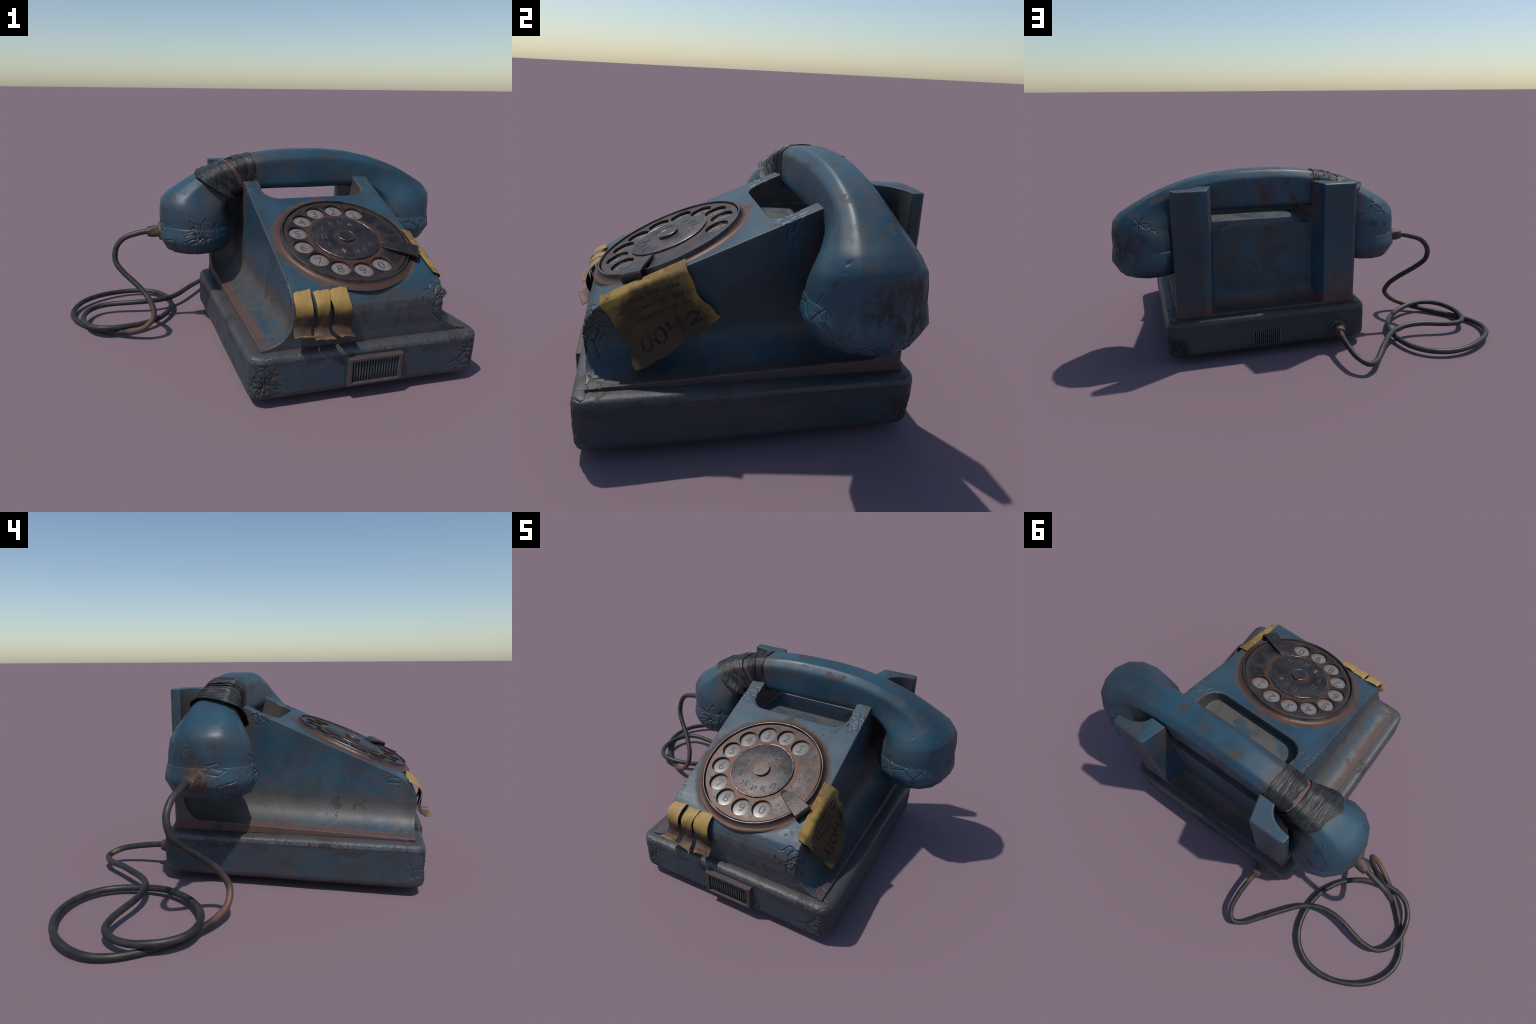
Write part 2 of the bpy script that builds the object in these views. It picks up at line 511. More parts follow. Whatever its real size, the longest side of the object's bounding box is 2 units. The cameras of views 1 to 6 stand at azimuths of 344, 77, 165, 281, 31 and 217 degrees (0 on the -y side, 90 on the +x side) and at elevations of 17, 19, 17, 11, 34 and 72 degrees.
def handset_layers(t, lay):
    ax = t.math("ABSOLUTE", t.sub(t.x, 0.246))
    # brown rubbing where the tape ends, inside the cups, underside of the grip
    tape = t.maxi(t.band(t.x, -0.30, -0.10, 0.03), t.band(t.x, -0.06, 0.0, 0.035))
    lay(t.mul(t.band(t.x, -0.19, -0.10, 0.015), t.mul(t.step(t.z, 0.70, 0.74), 0.9)), (0.16, 0.065, 0.042), 0.7)
    lay(t.mul(t.mul(tape, t.step(t.z, 0.60, 0.72)), 0.6), t.mix(t.noise(9, 5), RUST, (0.075, 0.055, 0.048)), 0.7)
    inner = t.mul(t.step(ax, 0.46, 0.40), t.step(t.z, 0.70, 0.66))
    lay(t.mul(inner, 0.8), (0.085, 0.048, 0.036), 0.7)
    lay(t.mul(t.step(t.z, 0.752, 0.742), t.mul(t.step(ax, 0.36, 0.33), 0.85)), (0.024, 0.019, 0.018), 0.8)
    grey = t.mul(t.step(t.noise(4, 5, 0.6, off=52), 0.52, 0.66), t.step(t.z, 0.75, 0.55))
    lay(t.mul(grey, 0.45), (0.060, 0.068, 0.082), 0.5)
    for p, r0, r1 in (((0.98, 0.25, 0.59), 0.06, 0.14), ((0.99, 0.14, 0.60), 0.02, 0.09), ((0.88, 0.33, 0.60), 0.02, 0.11), ((0.73, -0.03, 0.63), 0.01, 0.075),
                      ((-0.49, 0.21, 0.60), 0.02, 0.09), ((-0.50, 0.10, 0.65), 0.0, 0.06), ((0.17, 0.08, 0.86), 0.01, 0.07), ((0.42, 0.08, 0.80), 0.0, 0.06),
                      ((0.62, 0.2, 0.84), 0.01, 0.08), ((0.10, 0.26, 0.86), 0.01, 0.06)):
        m = t.mul(t.near(p, r0, r1, 0.06, 12), t.step(t.noise(28, 8, 0.7, off=p[0] * 5, stretch=(1, 1, 0.6)), 0.47, 0.53))
        lay(t.mul(m, 0.9), t.mix(t.step(ax, 0.55, 0.7), (0.058, 0.044, 0.038), (0.028, 0.022, 0.020)), 0.8)
    port = t.near((-0.51, 0.185, 0.525), 0.03, 0.105, 0.06)
    lay(t.mul(port, 0.85), t.mix(t.noise(24, 5), (0.085, 0.050, 0.040), (0.034, 0.025, 0.022)), 0.75)


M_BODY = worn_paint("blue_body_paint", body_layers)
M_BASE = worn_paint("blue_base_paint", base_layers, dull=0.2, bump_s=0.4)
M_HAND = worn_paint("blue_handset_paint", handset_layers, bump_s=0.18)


def simple(name, a, b, scale=12, rough=(0.5, 0.7), metal=0.0, bump=0.3, bscale=90, stretch=None, spots=None, spec=0.5, **kw):
    t = Tree(name)
    col = t.mix(t.step(t.noise(scale, 6, 0.62, stretch=stretch), 0.36, 0.64), a, b)
    if spots:
        col = t.mix(t.step(t.noise(scale * 3.1, 7, 0.7, off=4), 0.58, 0.63), col, spots)
    r = t.mixf(t.noise(scale * 1.7, 4, off=3), *rough)
    n = t.bump(t.noise(bscale, 6, 0.65, stretch=stretch, off=1), bump, 0.003)
    return t.finish(col, r, metal, n, spec, **kw)


M_CORD = simple("rubber_cord", (0.020, 0.020, 0.020), (0.036, 0.034, 0.032), 9, (0.42, 0.6), bump=0.35, bscale=120)


def cord_material():
    t = Tree("rubber_cord_worn")
    col = t.mix(t.step(t.noise(22, 5, 0.6), 0.4, 0.65), (0.014, 0.014, 0.014), (0.030, 0.028, 0.026))
    rust = t.step(t.noise(3.2, 4, 0.55, off=6), 0.50, 0.64)
    col = t.mix(t.mul(rust, 0.85), col, (0.070, 0.042, 0.032))
    for p, r in (((-0.60, 0.034, 0.08), 0.075), ((-0.66, 0.055, 0.05), 0.06), ((-0.13, 0.72, 0.06), 0.03), ((-0.09, 0.52, 0.11), 0.03)):
        col = t.mix(t.mul(t.near(p, r * 0.4, r, 0.02), 0.8), col, (0.13, 0.056, 0.036))
    for p in ((-0.47, 0.295, 0.033), (-0.44, 0.37, 0.03)):
        col = t.mix(t.near(p, 0.018, 0.020), col, (0.010, 0.013, 0.020))
    n = t.bump(t.noise(150, 5, 0.6, stretch=(1, 1, 1)), 0.35, 0.002)
    return t.finish(col, t.mixf(t.noise(30, 4), 0.38, 0.6), 0.0, n, 0.5)


M_CORD = cord_material()
M_BOOT = simple("rusty_boot", (0.060, 0.045, 0.040), (0.105, 0.062, 0.048), 26, (0.45, 0.7), 0.2, 0.5, 110, spots=(0.02, 0.016, 0.015))


def dial_material(name, rust_rings, dark=(0.052, 0.047, 0.046), metal=0.92, rough=(0.38, 0.5), scatter=0.5):
    """Blackened metal with rust that gathers at given radii round the dial axis (object space)."""
    t = Tree(name)
    r = t.math("SQRT", t.add(t.mul(t.x, t.x), t.mul(t.y, t.y)))
    col = t.mix(t.step(t.noise(9, 6, 0.62), 0.35, 0.65), dark, tuple(1.9 * c for c in dark))
    fac = t.mul(t.step(t.noise(8, 6, 0.65, off=5), 0.47, 0.62), scatter)
    for a, b, s, w in rust_rings:
        rr = t.add(r, t.mul(t.sub(t.noise(15, 5, 0.6, off=a * 10), 0.5), 0.035))
        fac = t.maxi(fac, t.mul(t.band(rr, a, b, s), w))
    col = t.mix(fac, col, t.mix(t.noise(30, 5), (0.125, 0.054, 0.033), (0.075, 0.042, 0.031)))
    pit = t.step(t.noise(60, 6, 0.7, off=8), 0.615, 0.65)
    col = t.mix(t.mul(pit, 0.7), col, (0.012, 0.009, 0.008))
    ro = t.mixf(fac, t.mixf(t.noise(20, 4), *rough), 0.52)
    me = t.mixf(fac, metal, metal * 0.5)
    n = t.bump(t.sub(t.noise(120, 5, 0.6), t.mul(pit, 0.8)), 0.22, 0.002)
    edge = t.step(t.geo.outputs["Pointiness"], 0.54, 0.62)
    col = t.mix(t.mul(edge, 0.5), col, (0.20, 0.19, 0.19))
    return t.finish(col, ro, me, n, 0.5)


M_WHEEL = dial_material("finger_wheel_metal", [(0.15, 0.180, 0.014, 1.0), (0.258, 0.29, 0.01, 0.5)], (0.045, 0.042, 0.042), scatter=0.75)
M_DISC = dial_material("center_disc_metal", [(0.0, 0.055, 0.014, 0.7)], (0.046, 0.043, 0.044), 0.92, (0.46, 0.54), 0.25)
M_KNOB = dial_material("knob_metal", [(0.034, 0.06, 0.004, 0.8)], (0.060, 0.052, 0.050), 0.9, (0.36, 0.48), 0.4)
M_BEZEL = dial_material("bezel_metal", [(0.2965, 0.40, 0.003, 0.95)], (0.060, 0.058, 0.060), 0.8, (0.34, 0.46), 0.45)
M_STOP = simple("finger_stop_metal", (0.060, 0.055, 0.055), (0.085, 0.070, 0.065), 22, (0.38, 0.5), 0.9, 0.3, 120)
M_LETTER = simple("etched_letter", (0.20, 0.20, 0.21), (0.13, 0.13, 0.135), 60, (0.6, 0.7), 0.0, 0.1)
M_INK = simple("worn_ink", (0.030, 0.030, 0.033), (0.10, 0.095, 0.092), 70, (0.5, 0.6), 0.0, 0.0)
M_INK_DARK = simple("etched_groove", (0.012, 0.011, 0.011), (0.020, 0.018, 0.018), 60, (0.7, 0.8), 0.0, 0.0, spec=0.2)
M_NOTE_INK = simple("note_ink", (0.020, 0.015, 0.012), (0.064, 0.043, 0.025), 60, (0.8, 0.9), 0.0, 0.0, spec=0.1)
M_SLAT = simple("vent_slat_metal", (0.070, 0.084, 0.094), (0.040, 0.050, 0.058), 30, (0.4, 0.55), 0.2, 0.2)
M_BLACK = simple("vent_shadow_black", (0.006, 0.006, 0.006), (0.010, 0.010, 0.010), 10, (0.9, 0.95), 0.0, 0.0)
M_FRAME = simple("vent_frame_paint", (0.048, 0.046, 0.050), (0.088, 0.054, 0.044), 24, (0.45, 0.65), 0.1, 0.45, 70, spots=(0.040, 0.033, 0.031))


def number_material():
    t = Tree("number_disc_enamel")
    rim = t.math("SQRT", t.add(t.mul(t.x, t.x), t.mul(t.y, t.y)))
    col = t.mix(t.noise(55, 5, 0.6), (0.25, 0.228, 0.225), (0.115, 0.10, 0.096))
    col = t.mix(t.mul(t.step(t.add(rim, t.mul(t.sub(t.noise(40, 4), 0.5), 0.016)), 0.030, 0.046), 0.85), col, (0.16, 0.095, 0.075))
    return t.finish(col, 0.32, 0.0, t.bump(t.noise(60, 4), 0.1, 0.002), 0.5)


M_NUM = number_material()


def tape_material():
    t = Tree("black_cloth_tape")
    thread = t.noise(110, 3, 0.6, stretch=(1.0, 0.06, 0.10), off=2)
    wob = t.noise(30, 5, 0.6, off=6)
    col = t.mix(t.step(thread, 0.35, 0.7), (0.010, 0.010, 0.011), (0.034, 0.034, 0.036))
    col = t.mix(t.mul(t.step(wob, 0.52, 0.70), 0.5), col, (0.062, 0.060, 0.058))
    h = t.add(thread, t.mul(wob, 0.6))
    n = t.bump(h, 0.75, 0.006)
    return t.finish(col, t.mixf(t.noise(50, 4, off=9), 0.34, 0.58), 0.0, n, 0.5)


M_TAPE = tape_material()


def strip_material():
    t = Tree("aged_yellow_tape")
    zz = t.add(t.z, t.mul(t.sub(t.noise(30, 7, 0.65, stretch=(1, 1, 0.4)), 0.5), 0.06))
    col = t.mix(t.noise(14, 4), (0.36, 0.225, 0.072), (0.31, 0.185, 0.050))
    col = t.mix(t.mul(t.band(zz, 0.395, 0.43, 0.012), 0.6), col, (0.26, 0.175, 0.028))
    col = t.mix(t.mul(t.step(zz, 0.420, 0.375), 0.97), col, (0.034, 0.020, 0.014))
    col = t.mix(t.mul(t.step(zz, 0.340, 0.30), 0.7), col, (0.085, 0.046, 0.028))
    lip = t.step(t.y, -0.735, -0.755)
    col = t.mix(t.mul(lip, 0.75), col, t.mix(t.step(t.x, -0.03, -0.06), (0.19, 0.095, 0.036), (0.36, 0.225, 0.08)))
    n = t.bump(t.noise(60, 5, 0.6, stretch=(1, 1, 0.5)), 0.35, 0.004)
    return t.finish(col, t.mixf(t.noise(20, 4), 0.45, 0.7), 0.0, n, 0.4)


def note_material():
    t = Tree("old_paper_note")
    col = t.mix(t.noise(16, 5, 0.6), (0.36, 0.225, 0.062), (0.29, 0.18, 0.052))
    dark = t.near((0.646, -0.448, 0.402), 0.124, 0.172, 0.11, 17)
    dark2 = t.near((0.575, -0.385, 0.575), 0.02, 0.065, 0.06, 22)
    dark3 = t.near((0.61, -0.41, 0.52), 0.03, 0.085, 0.10, 14)
    dark4 = t.near((0.635, -0.33, 0.42), 0.03, 0.09, 0.08, 20)
    col = t.mix(t.mul(dark3, 0.8), col, (0.085, 0.054, 0.028))
    col = t.mix(t.mul(dark2, 0.6), col, (0.12, 0.080, 0.040))
    col = t.mix(t.mul(dark4, 0.75), col, (0.075, 0.050, 0.030))
    col = t.mix(t.mul(dark, 0.95), col, t.mix(t.noise(10, 4, off=3), (0.038, 0.026, 0.018), (0.066, 0.042, 0.027)))
    mott = t.step(t.noise(19, 7, 0.66, off=14), 0.47, 0.62)
    col = t.mix(t.mul(mott, 0.55), col, (0.090, 0.058, 0.028))
    n = t.bump(t.noise(22, 5, 0.6), 0.5, 0.008)
    return t.finish(col, 0.75, 0.0, n, 0.2)


M_STRIP, M_NOTE = strip_material(), note_material()

# ------------------------------------------------------------------ the thing
phone = bpy.data.objects.new("rotary_telephone", None)
COL.objects.link(phone)
phone.location = (CX, -0.15, 0.0)
phone.empty_display_size = 0.3
bpy.context.view_layer.update()
PARENT_INV[phone.name] = Matrix.Translation((-CX, 0.15, 0.0))
phone["label"] = "weathered blue rotary dial telephone with taped handset and cord"
phone["category"] = "telephone"

# ------------------------------------------------------------------ base
bm = bmesh.new()
bmesh.ops.create_cube(bm, size=1.0)
for v in bm.verts:
    v.co = Vector((CX + v.co.x * 1.042, -0.1525 + v.co.y * 1.157, 0.135 + v.co.z * 0.196))
vert_e = [e for e in bm.edges if abs(e.verts[0].co.z - e.verts[1].co.z) > 0.1]
bmesh.ops.bevel(bm, geom=vert_e, offset=0.055, segments=5, affect="EDGES", profile=0.5)
rim_e = [e for e in bm.edges if abs(e.verts[0].co.z - e.verts[1].co.z) < 1e-4 and len(e.link_faces) == 2
         and abs(e.link_faces[0].normal.z - e.link_faces[1].normal.z) > 0.5]
bmesh.ops.bevel(bm, geom=rim_e, offset=0.028, segments=3, affect="EDGES", profile=0.5)
me = bpy.data.meshes.new("base_shell")
bm.to_mesh(me)
bm.free()
base_me = boolean_solid(me, [], 0.0044, 2)
base_me = damage(base_me,
                 [((-0.225, -0.73, 0.105), 0.110, 0.040, 0.006, 0.0032), ((-0.235, -0.73, 0.11), 0.055, 0.022, 0.0045, 0.0034), ((0.735, -0.71, 0.08), 0.060, 0.022, 0.006, 0.0032), ((0.745, 0.40, 0.08), 0.07, 0.02, 0.008, 0.0034), ((0.715, -0.725, 0.12), 0.125, 0.055, 0.0055, 0.0030),
                  ((0.73, -0.70, 0.212), 0.075, 0.040, 0.005, 0.0028), ((0.755, 0.405, 0.09), 0.11, 0.040, 0.007, 0.0032),
                  ((-0.10, 0.425, 0.13), 0.14, 0.055, 0.004, 0.0028), ((-0.27, -0.70, 0.10), 0.07, 0.035, 0.004, 0.0028),
                  ((-0.21, -0.69, 0.225), 0.05, 0.03, 0.003, 0.0025)],
                 [((-0.274, -0.2, 0.13), 0.30, 30, 0.004, 0.003), ((0.2, -0.73, 0.12), 0.4, 24, 0.004, 0.0025), ((0.77, -0.1, 0.14), 0.3, 24, 0.005, 0.003),
                  ((-0.2, -0.72, 0.20), 0.1, 14, 0.004, 0.003)], 0.0010, 4, [((-0.215, -0.731, 0.115), 0.125, 13, 0.005, 0.0030), ((0.70, -0.731, 0.14), 0.10, 8, 0.0035, 0.0026), ((-0.114, 0.426, 0.106), 0.17, 9, 0.003, 0.0026), ((0.73, 0.426, 0.09), 0.12, 9, 0.004, 0.003)])
base = add_obj("base", base_me, phone, M_BASE)

# front vent: protruding frame with an opening, vertical slats on a black panel
fx0, fx1, fz0, fz1, fy = 0.138, 0.383, 0.065, 0.190, -0.7525
ox0, ox1, oz0, oz1 = 0.157, 0.363, 0.081, 0.171
V, F = [], []


def ring(x0, x1, z0, z1, y):
    i = len(V)
    V.extend([(x0, y, z0), (x1, y, z0), (x1, y, z1), (x0, y, z1)])
    return [i, i + 1, i + 2, i + 3]


rings = [ring(fx0 - 0.002, fx1 + 0.002, fz0 - 0.002, fz1 + 0.002, -0.724), ring(fx0, fx1, fz0, fz1, fy + 0.004), ring(fx0 + 0.004, fx1 - 0.004, fz0 + 0.004, fz1 - 0.004, fy),
         ring(ox0 - 0.005, ox1 + 0.005, oz0 - 0.005, oz1 + 0.005, fy), ring(ox0, ox1, oz0, oz1, fy + 0.005), ring(ox0, ox1, oz0, oz1, -0.724)]
for a, b in zip(rings, rings[1:]):
    F += [[a[k], a[(k + 1) % 4], b[(k + 1) % 4], b[k]] for k in range(4)]
frame_me = fix_normals(mesh_from("vent_frame", V, F))
vent = add_obj("front_vent", frame_me, phone, M_FRAME, smooth=False)
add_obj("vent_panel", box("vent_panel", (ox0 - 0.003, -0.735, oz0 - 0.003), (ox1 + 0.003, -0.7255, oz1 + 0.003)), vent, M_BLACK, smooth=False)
slat_me = box("vent_slat", (-0.0034, -0.7465, oz0 - 0.002), (0.0040, -0.734, oz1 + 0.002), 0.0018, 2)
slat_me.materials.append(M_SLAT)
for i in range(16):
    x = ox0 + 0.0085 + i * (ox1 - ox0 - 0.017) / 15
    o = add_obj("vent_slat", slat_me, vent, matrix=Matrix.Translation((x, 0, 0)))

# rear vent: thin lip and slats
V, F = [], []
bx0, bx1, bz0, bz1 = 0.196, 0.345, 0.062, 0.149
rings = [ring(bx0, bx1, bz0, bz1, 0.421), ring(bx0 + 0.002, bx1 - 0.002, bz0 + 0.002, bz1 - 0.002, 0.4285), ring(bx0 + 0.009, bx1 - 0.009, bz0 + 0.006, bz1 - 0.006, 0.4285),
         ring(bx0 + 0.011, bx1 - 0.011, bz0 + 0.008, bz1 - 0.008, 0.421)]
for a, b in zip(rings, rings[1:]):
    F += [[a[k], a[(k + 1) % 4], b[(k + 1) % 4], b[k]] for k in range(4)]
rvent = add_obj("rear_vent", fix_normals(mesh_from("rear_vent_lip", V, F)), phone, M_BASE, smooth=False)
add_obj("vent_panel", box("rear_vent_panel", (bx0 + 0.010, 0.420, bz0 + 0.007), (bx1 - 0.010, 0.4275, bz1 - 0.007)), rvent, M_BLACK, smooth=False)
rslat = box("rear_vent_slat", (-0.0027, 0.427, bz0 + 0.008), (0.0034, 0.4325, bz1 - 0.008), 0.0015, 2)
rslat.materials.append(M_SLAT)
for i in range(12):
    add_obj("vent_slat", rslat, rvent, matrix=Matrix.Translation((bx0 + 0.017 + i * (bx1 - bx0 - 0.034) / 11, 0, 0)))

# ------------------------------------------------------------------ body
HW, WALL = 0.466, 0.338         # half widths: at the foot and at the upright wall
profile = [(-0.687, 0.231), (-0.690, 0.28), (-0.697, 0.33), (-0.700, 0.37), (-0.695, 0.402), (-0.684, 0.426), (-0.665, 0.451), (-0.640, 0.470), (-0.610, slope_z(-0.610) - 0.001),
           (-0.55, slope_z(-0.55)), (0.100, slope_z(0.100)), (0.104, 0.787), (0.107, 0.737), (0.254, 0.737), (0.261, 0.745), (0.263, 0.868), (0.379, 0.868), (0.386, 0.862), (0.386, 0.231)]
solid = prism("body_block", profile, "x", CX - HW, CX + HW)


def wall_offset(y, z):
    """half width of the side: upright wall, hollow fillet into the foot flange and into the rear post."""
    zlip = 0.243 + 0.036 * np.clip((y + 0.68) / 0.95, 0, 1)
    u = np.clip(1 - (0.338 - y) / 0.080, 0, 1.5)
    v = np.clip(1 - (z - zlip) / 0.118, 0, 1.5)
    q = np.sqrt(u * u + v * v)
    f = 1 - np.sqrt(np.clip(1 - np.minimum(q, 1) ** 2, 0, 1))
    w = WALL + (HW - WALL) * f
    return np.where(q >= 1, HW + 0.03, w)


def side_cutter(sign):
    ys = np.concatenate([np.linspace(-0.80, 0.20, 60), np.linspace(0.205, 0.36, 60)])
    zs = np.concatenate([np.linspace(0.225, 0.42, 70), np.linspace(0.43, 1.0, 24)])
    Y, Z = np.meshgrid(ys, zs, indexing="ij")
    W = wall_offset(Y, Z)
    inner = np.stack([CX + sign * W, Y, Z], -1)
    outer = np.stack([np.full_like(Y, CX + sign * 0.60), Y, Z], -1)
    n, m = Y.shape
    V = np.concatenate([inner.reshape(-1, 3), outer.reshape(-1, 3)])
    idx = np.arange(n * m).reshape(n, m)
    F = []
    for off, flip in ((0, False), (n * m, True)):
        q = np.stack([idx[:-1, :-1], idx[1:, :-1], idx[1:, 1:], idx[:-1, 1:]], -1).reshape(-1, 4) + off
        F += (q[:, ::-1] if flip else q).tolist()
    loop = idx[:, 0].tolist() + idx[-1, 1:].tolist() + idx[-2::-1, -1].tolist() + idx[0, -2:0:-1].tolist()
    F += [[loop[i], loop[(i + 1) % len(loop)], loop[(i + 1) % len(loop)] + n * m, loop[i] + n * m] for i in range(len(loop))]
    return fix_normals(mesh_from("side_cutter", V, F))


# tray behind the dial, open to the rear
T, FRONT, RC = 0.262, -0.062, 0.075
arc = [math.radians(a) for a in range(0, 91, 10)]
tray = [(CX - T, 0.7)] + [(CX - T + RC - RC * math.cos(a), FRONT + RC - RC * math.sin(a)) for a in arc] + [(CX + T - RC + RC * math.sin(a), FRONT + RC - RC * math.cos(a)) for a in arc] + [(CX + T, 0.7)]
tray_cut = prism("tray_cutter", tray, "z", 0.652, 1.3)
# recess between the rear posts
rec_prof = [(0.266, 1.3), (0.266, 0.34), (0.268, 0.305), (0.275, 0.280), (0.288, 0.262), (0.308, 0.250), (0.34, 0.243), (0.7, 0.237), (0.7, 1.3)]
rec_cut = prism("recess_cutter", rec_prof, "x", -1, 1)
for v in rec_cut.vertices:
    v.co.x = CX + math.copysign(0.260 + 0.28 * (v.co.y - 0.266), v.co.x)
# chamfers on the posts' rear outer corners
cham = []
for s in (-1, 1):
    p = [(CX + s * 0.43, 0.40), (CX + s * 0.475, 0.40), (CX + s * 0.475, 0.366)]
    cham.append(prism("post_chamfer", p, "z", 0.26, 1.2))


def soft_rim(co):
    x, y, z = co[:, 0] - CX, co[:, 1], co[:, 2]
    # distance to the tray outline in plan
    qx, qy = np.abs(x) - (T - RC), (FRONT + RC) - y
    d = np.where((qx > 0) & (qy > 0), np.hypot(np.maximum(qx, 0), np.maximum(qy, 0)) - RC, np.maximum(qx, qy) - RC)
    top = np.abs(z - (0.79 + SL * (y - 0.093)))
    w = np.clip(1 - np.abs(d) / 0.03, 0, 1) * np.clip(1 - top / 0.03, 0, 1) * (y < 0.03)
    # front shoulder of the slope
    w = np.maximum(w, 0.8 * np.clip(1 - np.hypot(y + 0.66, z - 0.455) / 0.05, 0, 1) * (np.abs(x) < WALL - 0.03))
    return w


body_me = boolean_solid(solid, [side_cutter(-1), side_cutter(1), tray_cut, rec_cut] + cham, 0.0030, 3, soft_rim)
body_me = damage(body_me,
                 [((0.585, -0.690, 0.395), 0.130, 0.040, 0.007, 0.0034), ((0.587, -0.698, 0.385), 0.085, 0.020, 0.0055, 0.0030), ((0.587, -0.695, 0.32), 0.060, 0.018, 0.004, 0.0028), ((0.70, -0.665, 0.240), 0.070, 0.030, 0.004, 0.0028), ((-0.20, -0.665, 0.240), 0.060, 0.030, 0.003, 0.0026),
                  ((-0.085, -0.60, 0.475), 0.055, 0.028, 0.004, 0.0028), ((-0.085, 0.005, 0.735), 0.065, 0.040, 0.004, 0.0028), ((0.560, -0.020, 0.742), 0.085, 0.055, 0.0035, 0.0028),
                  ((-0.03, -0.01, 0.744), 0.080, 0.040, 0.0035, 0.0026), ((0.57, -0.62, 0.33), 0.10, 0.055, 0.002, 0.0024)],
                 [((-0.14, 0.385, 0.45), 0.20, 26, 0.004, 0.003), ((0.64, 0.385, 0.40), 0.16, 20, 0.005, 0.003), ((0.25, -0.69, 0.33), 0.25, 16, 0.004, 0.002),
                  ((-0.12, -0.3, 0.28), 0.25, 16, 0.005, 0.002)], 0.0008, 2, [((0.587, 0.00, 0.730), 0.10, 8, 0.003, 0.0022), ((-0.088, 0.02, 0.75), 0.07, 7, 0.004, 0.0024), ((0.52, -0.03, 0.738), 0.10, 8, 0.003, 0.0022), ((0.0, -0.01, 0.746), 0.09, 7, 0.003, 0.0022)])
body = add_obj("body", body_me, phone, M_BODY)

# ------------------------------------------------------------------ dial
DC = Vector((CX + 0.004, -0.395, slope_z(-0.395)))
DIAL = Matrix.Translation(DC) @ Matrix.Rotation(ALPHA, 4, "X") @ Matrix.Scale(0.985, 4)
wob = lambda th, i: 0.0025 * np.sin(7 * th + 0.5 * i) + 0.002 * np.sin(13 * th + 2)
bez = [(0.322, -0.006), (0.317, -0.0005), (0.309, 0.001), (0.301, 0.005), (0.296, 0.011), (0.2935, 0.018), (0.2925, 0.0225), (0.2910, 0.0240), (0.2880, 0.0245), (0.2860, 0.0238), (0.2850, 0.021),
       (0.2845, 0.004), (0.20, 0.003), (0.02, 0.003)]
dial = add_obj("dial", lathe("dial_bezel", bez, 160, lambda th, i: wob(th, i) * (0.6 if i > 4 else 1)), phone, M_BEZEL, DIAL)


def circle_curve(cv, cx, cy, r, n=48):
    sp = cv.splines.new("POLY")
    sp.points.add(n - 1)
    for k in range(n):
        a = 2 * math.pi * k / n
        sp.points[k].co = (cx + r * math.cos(a), cy + r * math.sin(a), 0, 1)
    sp.use_cyclic_u = True


cv = bpy.data.curves.new("finger_wheel", "CURVE")
cv.dimensions, cv.fill_mode = "2D", "BOTH"
cv.extrude, cv.bevel_depth, cv.bevel_resolution = 0.0035, 0.0016, 2
HOLE_R, HOLE_RING = 0.0468, 0.2150
angles = [math.radians(57 + 26.7 * i) for i in range(10)]
circle_curve(cv, 0, 0, 0.2790, 128)
for a in angles:
    circle_curve(cv, HOLE_RING * math.cos(a), HOLE_RING * math.sin(a), HOLE_R)
tmp = bpy.data.objects.new("work_wheel", cv)
COL.objects.link(tmp)
bpy.context.view_layer.update()
wheel_me = bpy.data.meshes.new_from_object(tmp.evaluated_get(bpy.context.evaluated_depsgraph_get()))
bpy.data.objects.remove(tmp)
wheel = add_obj("finger_wheel", wheel_me, dial, M_WHEEL, DIAL @ Matrix.Translation((0, 0, 0.0125)), smooth=False)

jag = lambda th, i: (0.006 * np.sin(9 * th + 1) + 0.004 * np.sin(23 * th)) * (1 if i > 1 else 0.3)
disc = add_obj("center_disc", lathe("center_disc", [(0.154, 0.012), (0.154, 0.0205), (0.1525, 0.0225), (0.149, 0.0240), (0.06, 0.0240), (0.01, 0.0240)], 72, jag), dial, M_DISC, DIAL)
add_obj("knob", lathe("knob", [(0.039, 0.0235), (0.039, 0.0330), (0.0375, 0.0345), (0.005, 0.0345)], 48), dial, M_KNOB, DIAL)
# rubbed bright edges of the disc and the knob
M_SHINE = simple("rubbed_steel_edge", (0.32, 0.31, 0.32), (0.07, 0.068, 0.07), 20, (0.22, 0.38), 0.95, 0.4, 60)
edge_ring = lambda r, h, w: [(r + w, h - 0.0016), (r + w + 0.0006, h), (r + 0.3 * w, h + 0.0012), (r - w, h + 0.0008), (r - w, h - 0.001)]


def ring_mesh(name, prof, seg, wobble):
    th = np.linspace(0, 2 * np.pi, seg, endpoint=False)
    P = np.array([[((r * (1 + wobble(th, 5)))[k] * math.cos(th[k]), (r * (1 + wobble(th, 5)))[k] * math.sin(th[k]), h) for k in range(seg)] for r, h in prof + prof[:1]])
    return fix_normals(grid_mesh(name, P, wrap_v=True))


add_obj("disc_edge", ring_mesh("disc_edge", edge_ring(0.1515, 0.0232, 0.0022), 72, jag), dial, M_SHINE, DIAL)
add_obj("knob_edge", ring_mesh("knob_edge", edge_ring(0.0380, 0.0340, 0.0011), 48, lambda th, i: 0 * th), dial, M_SHINE, DIAL)

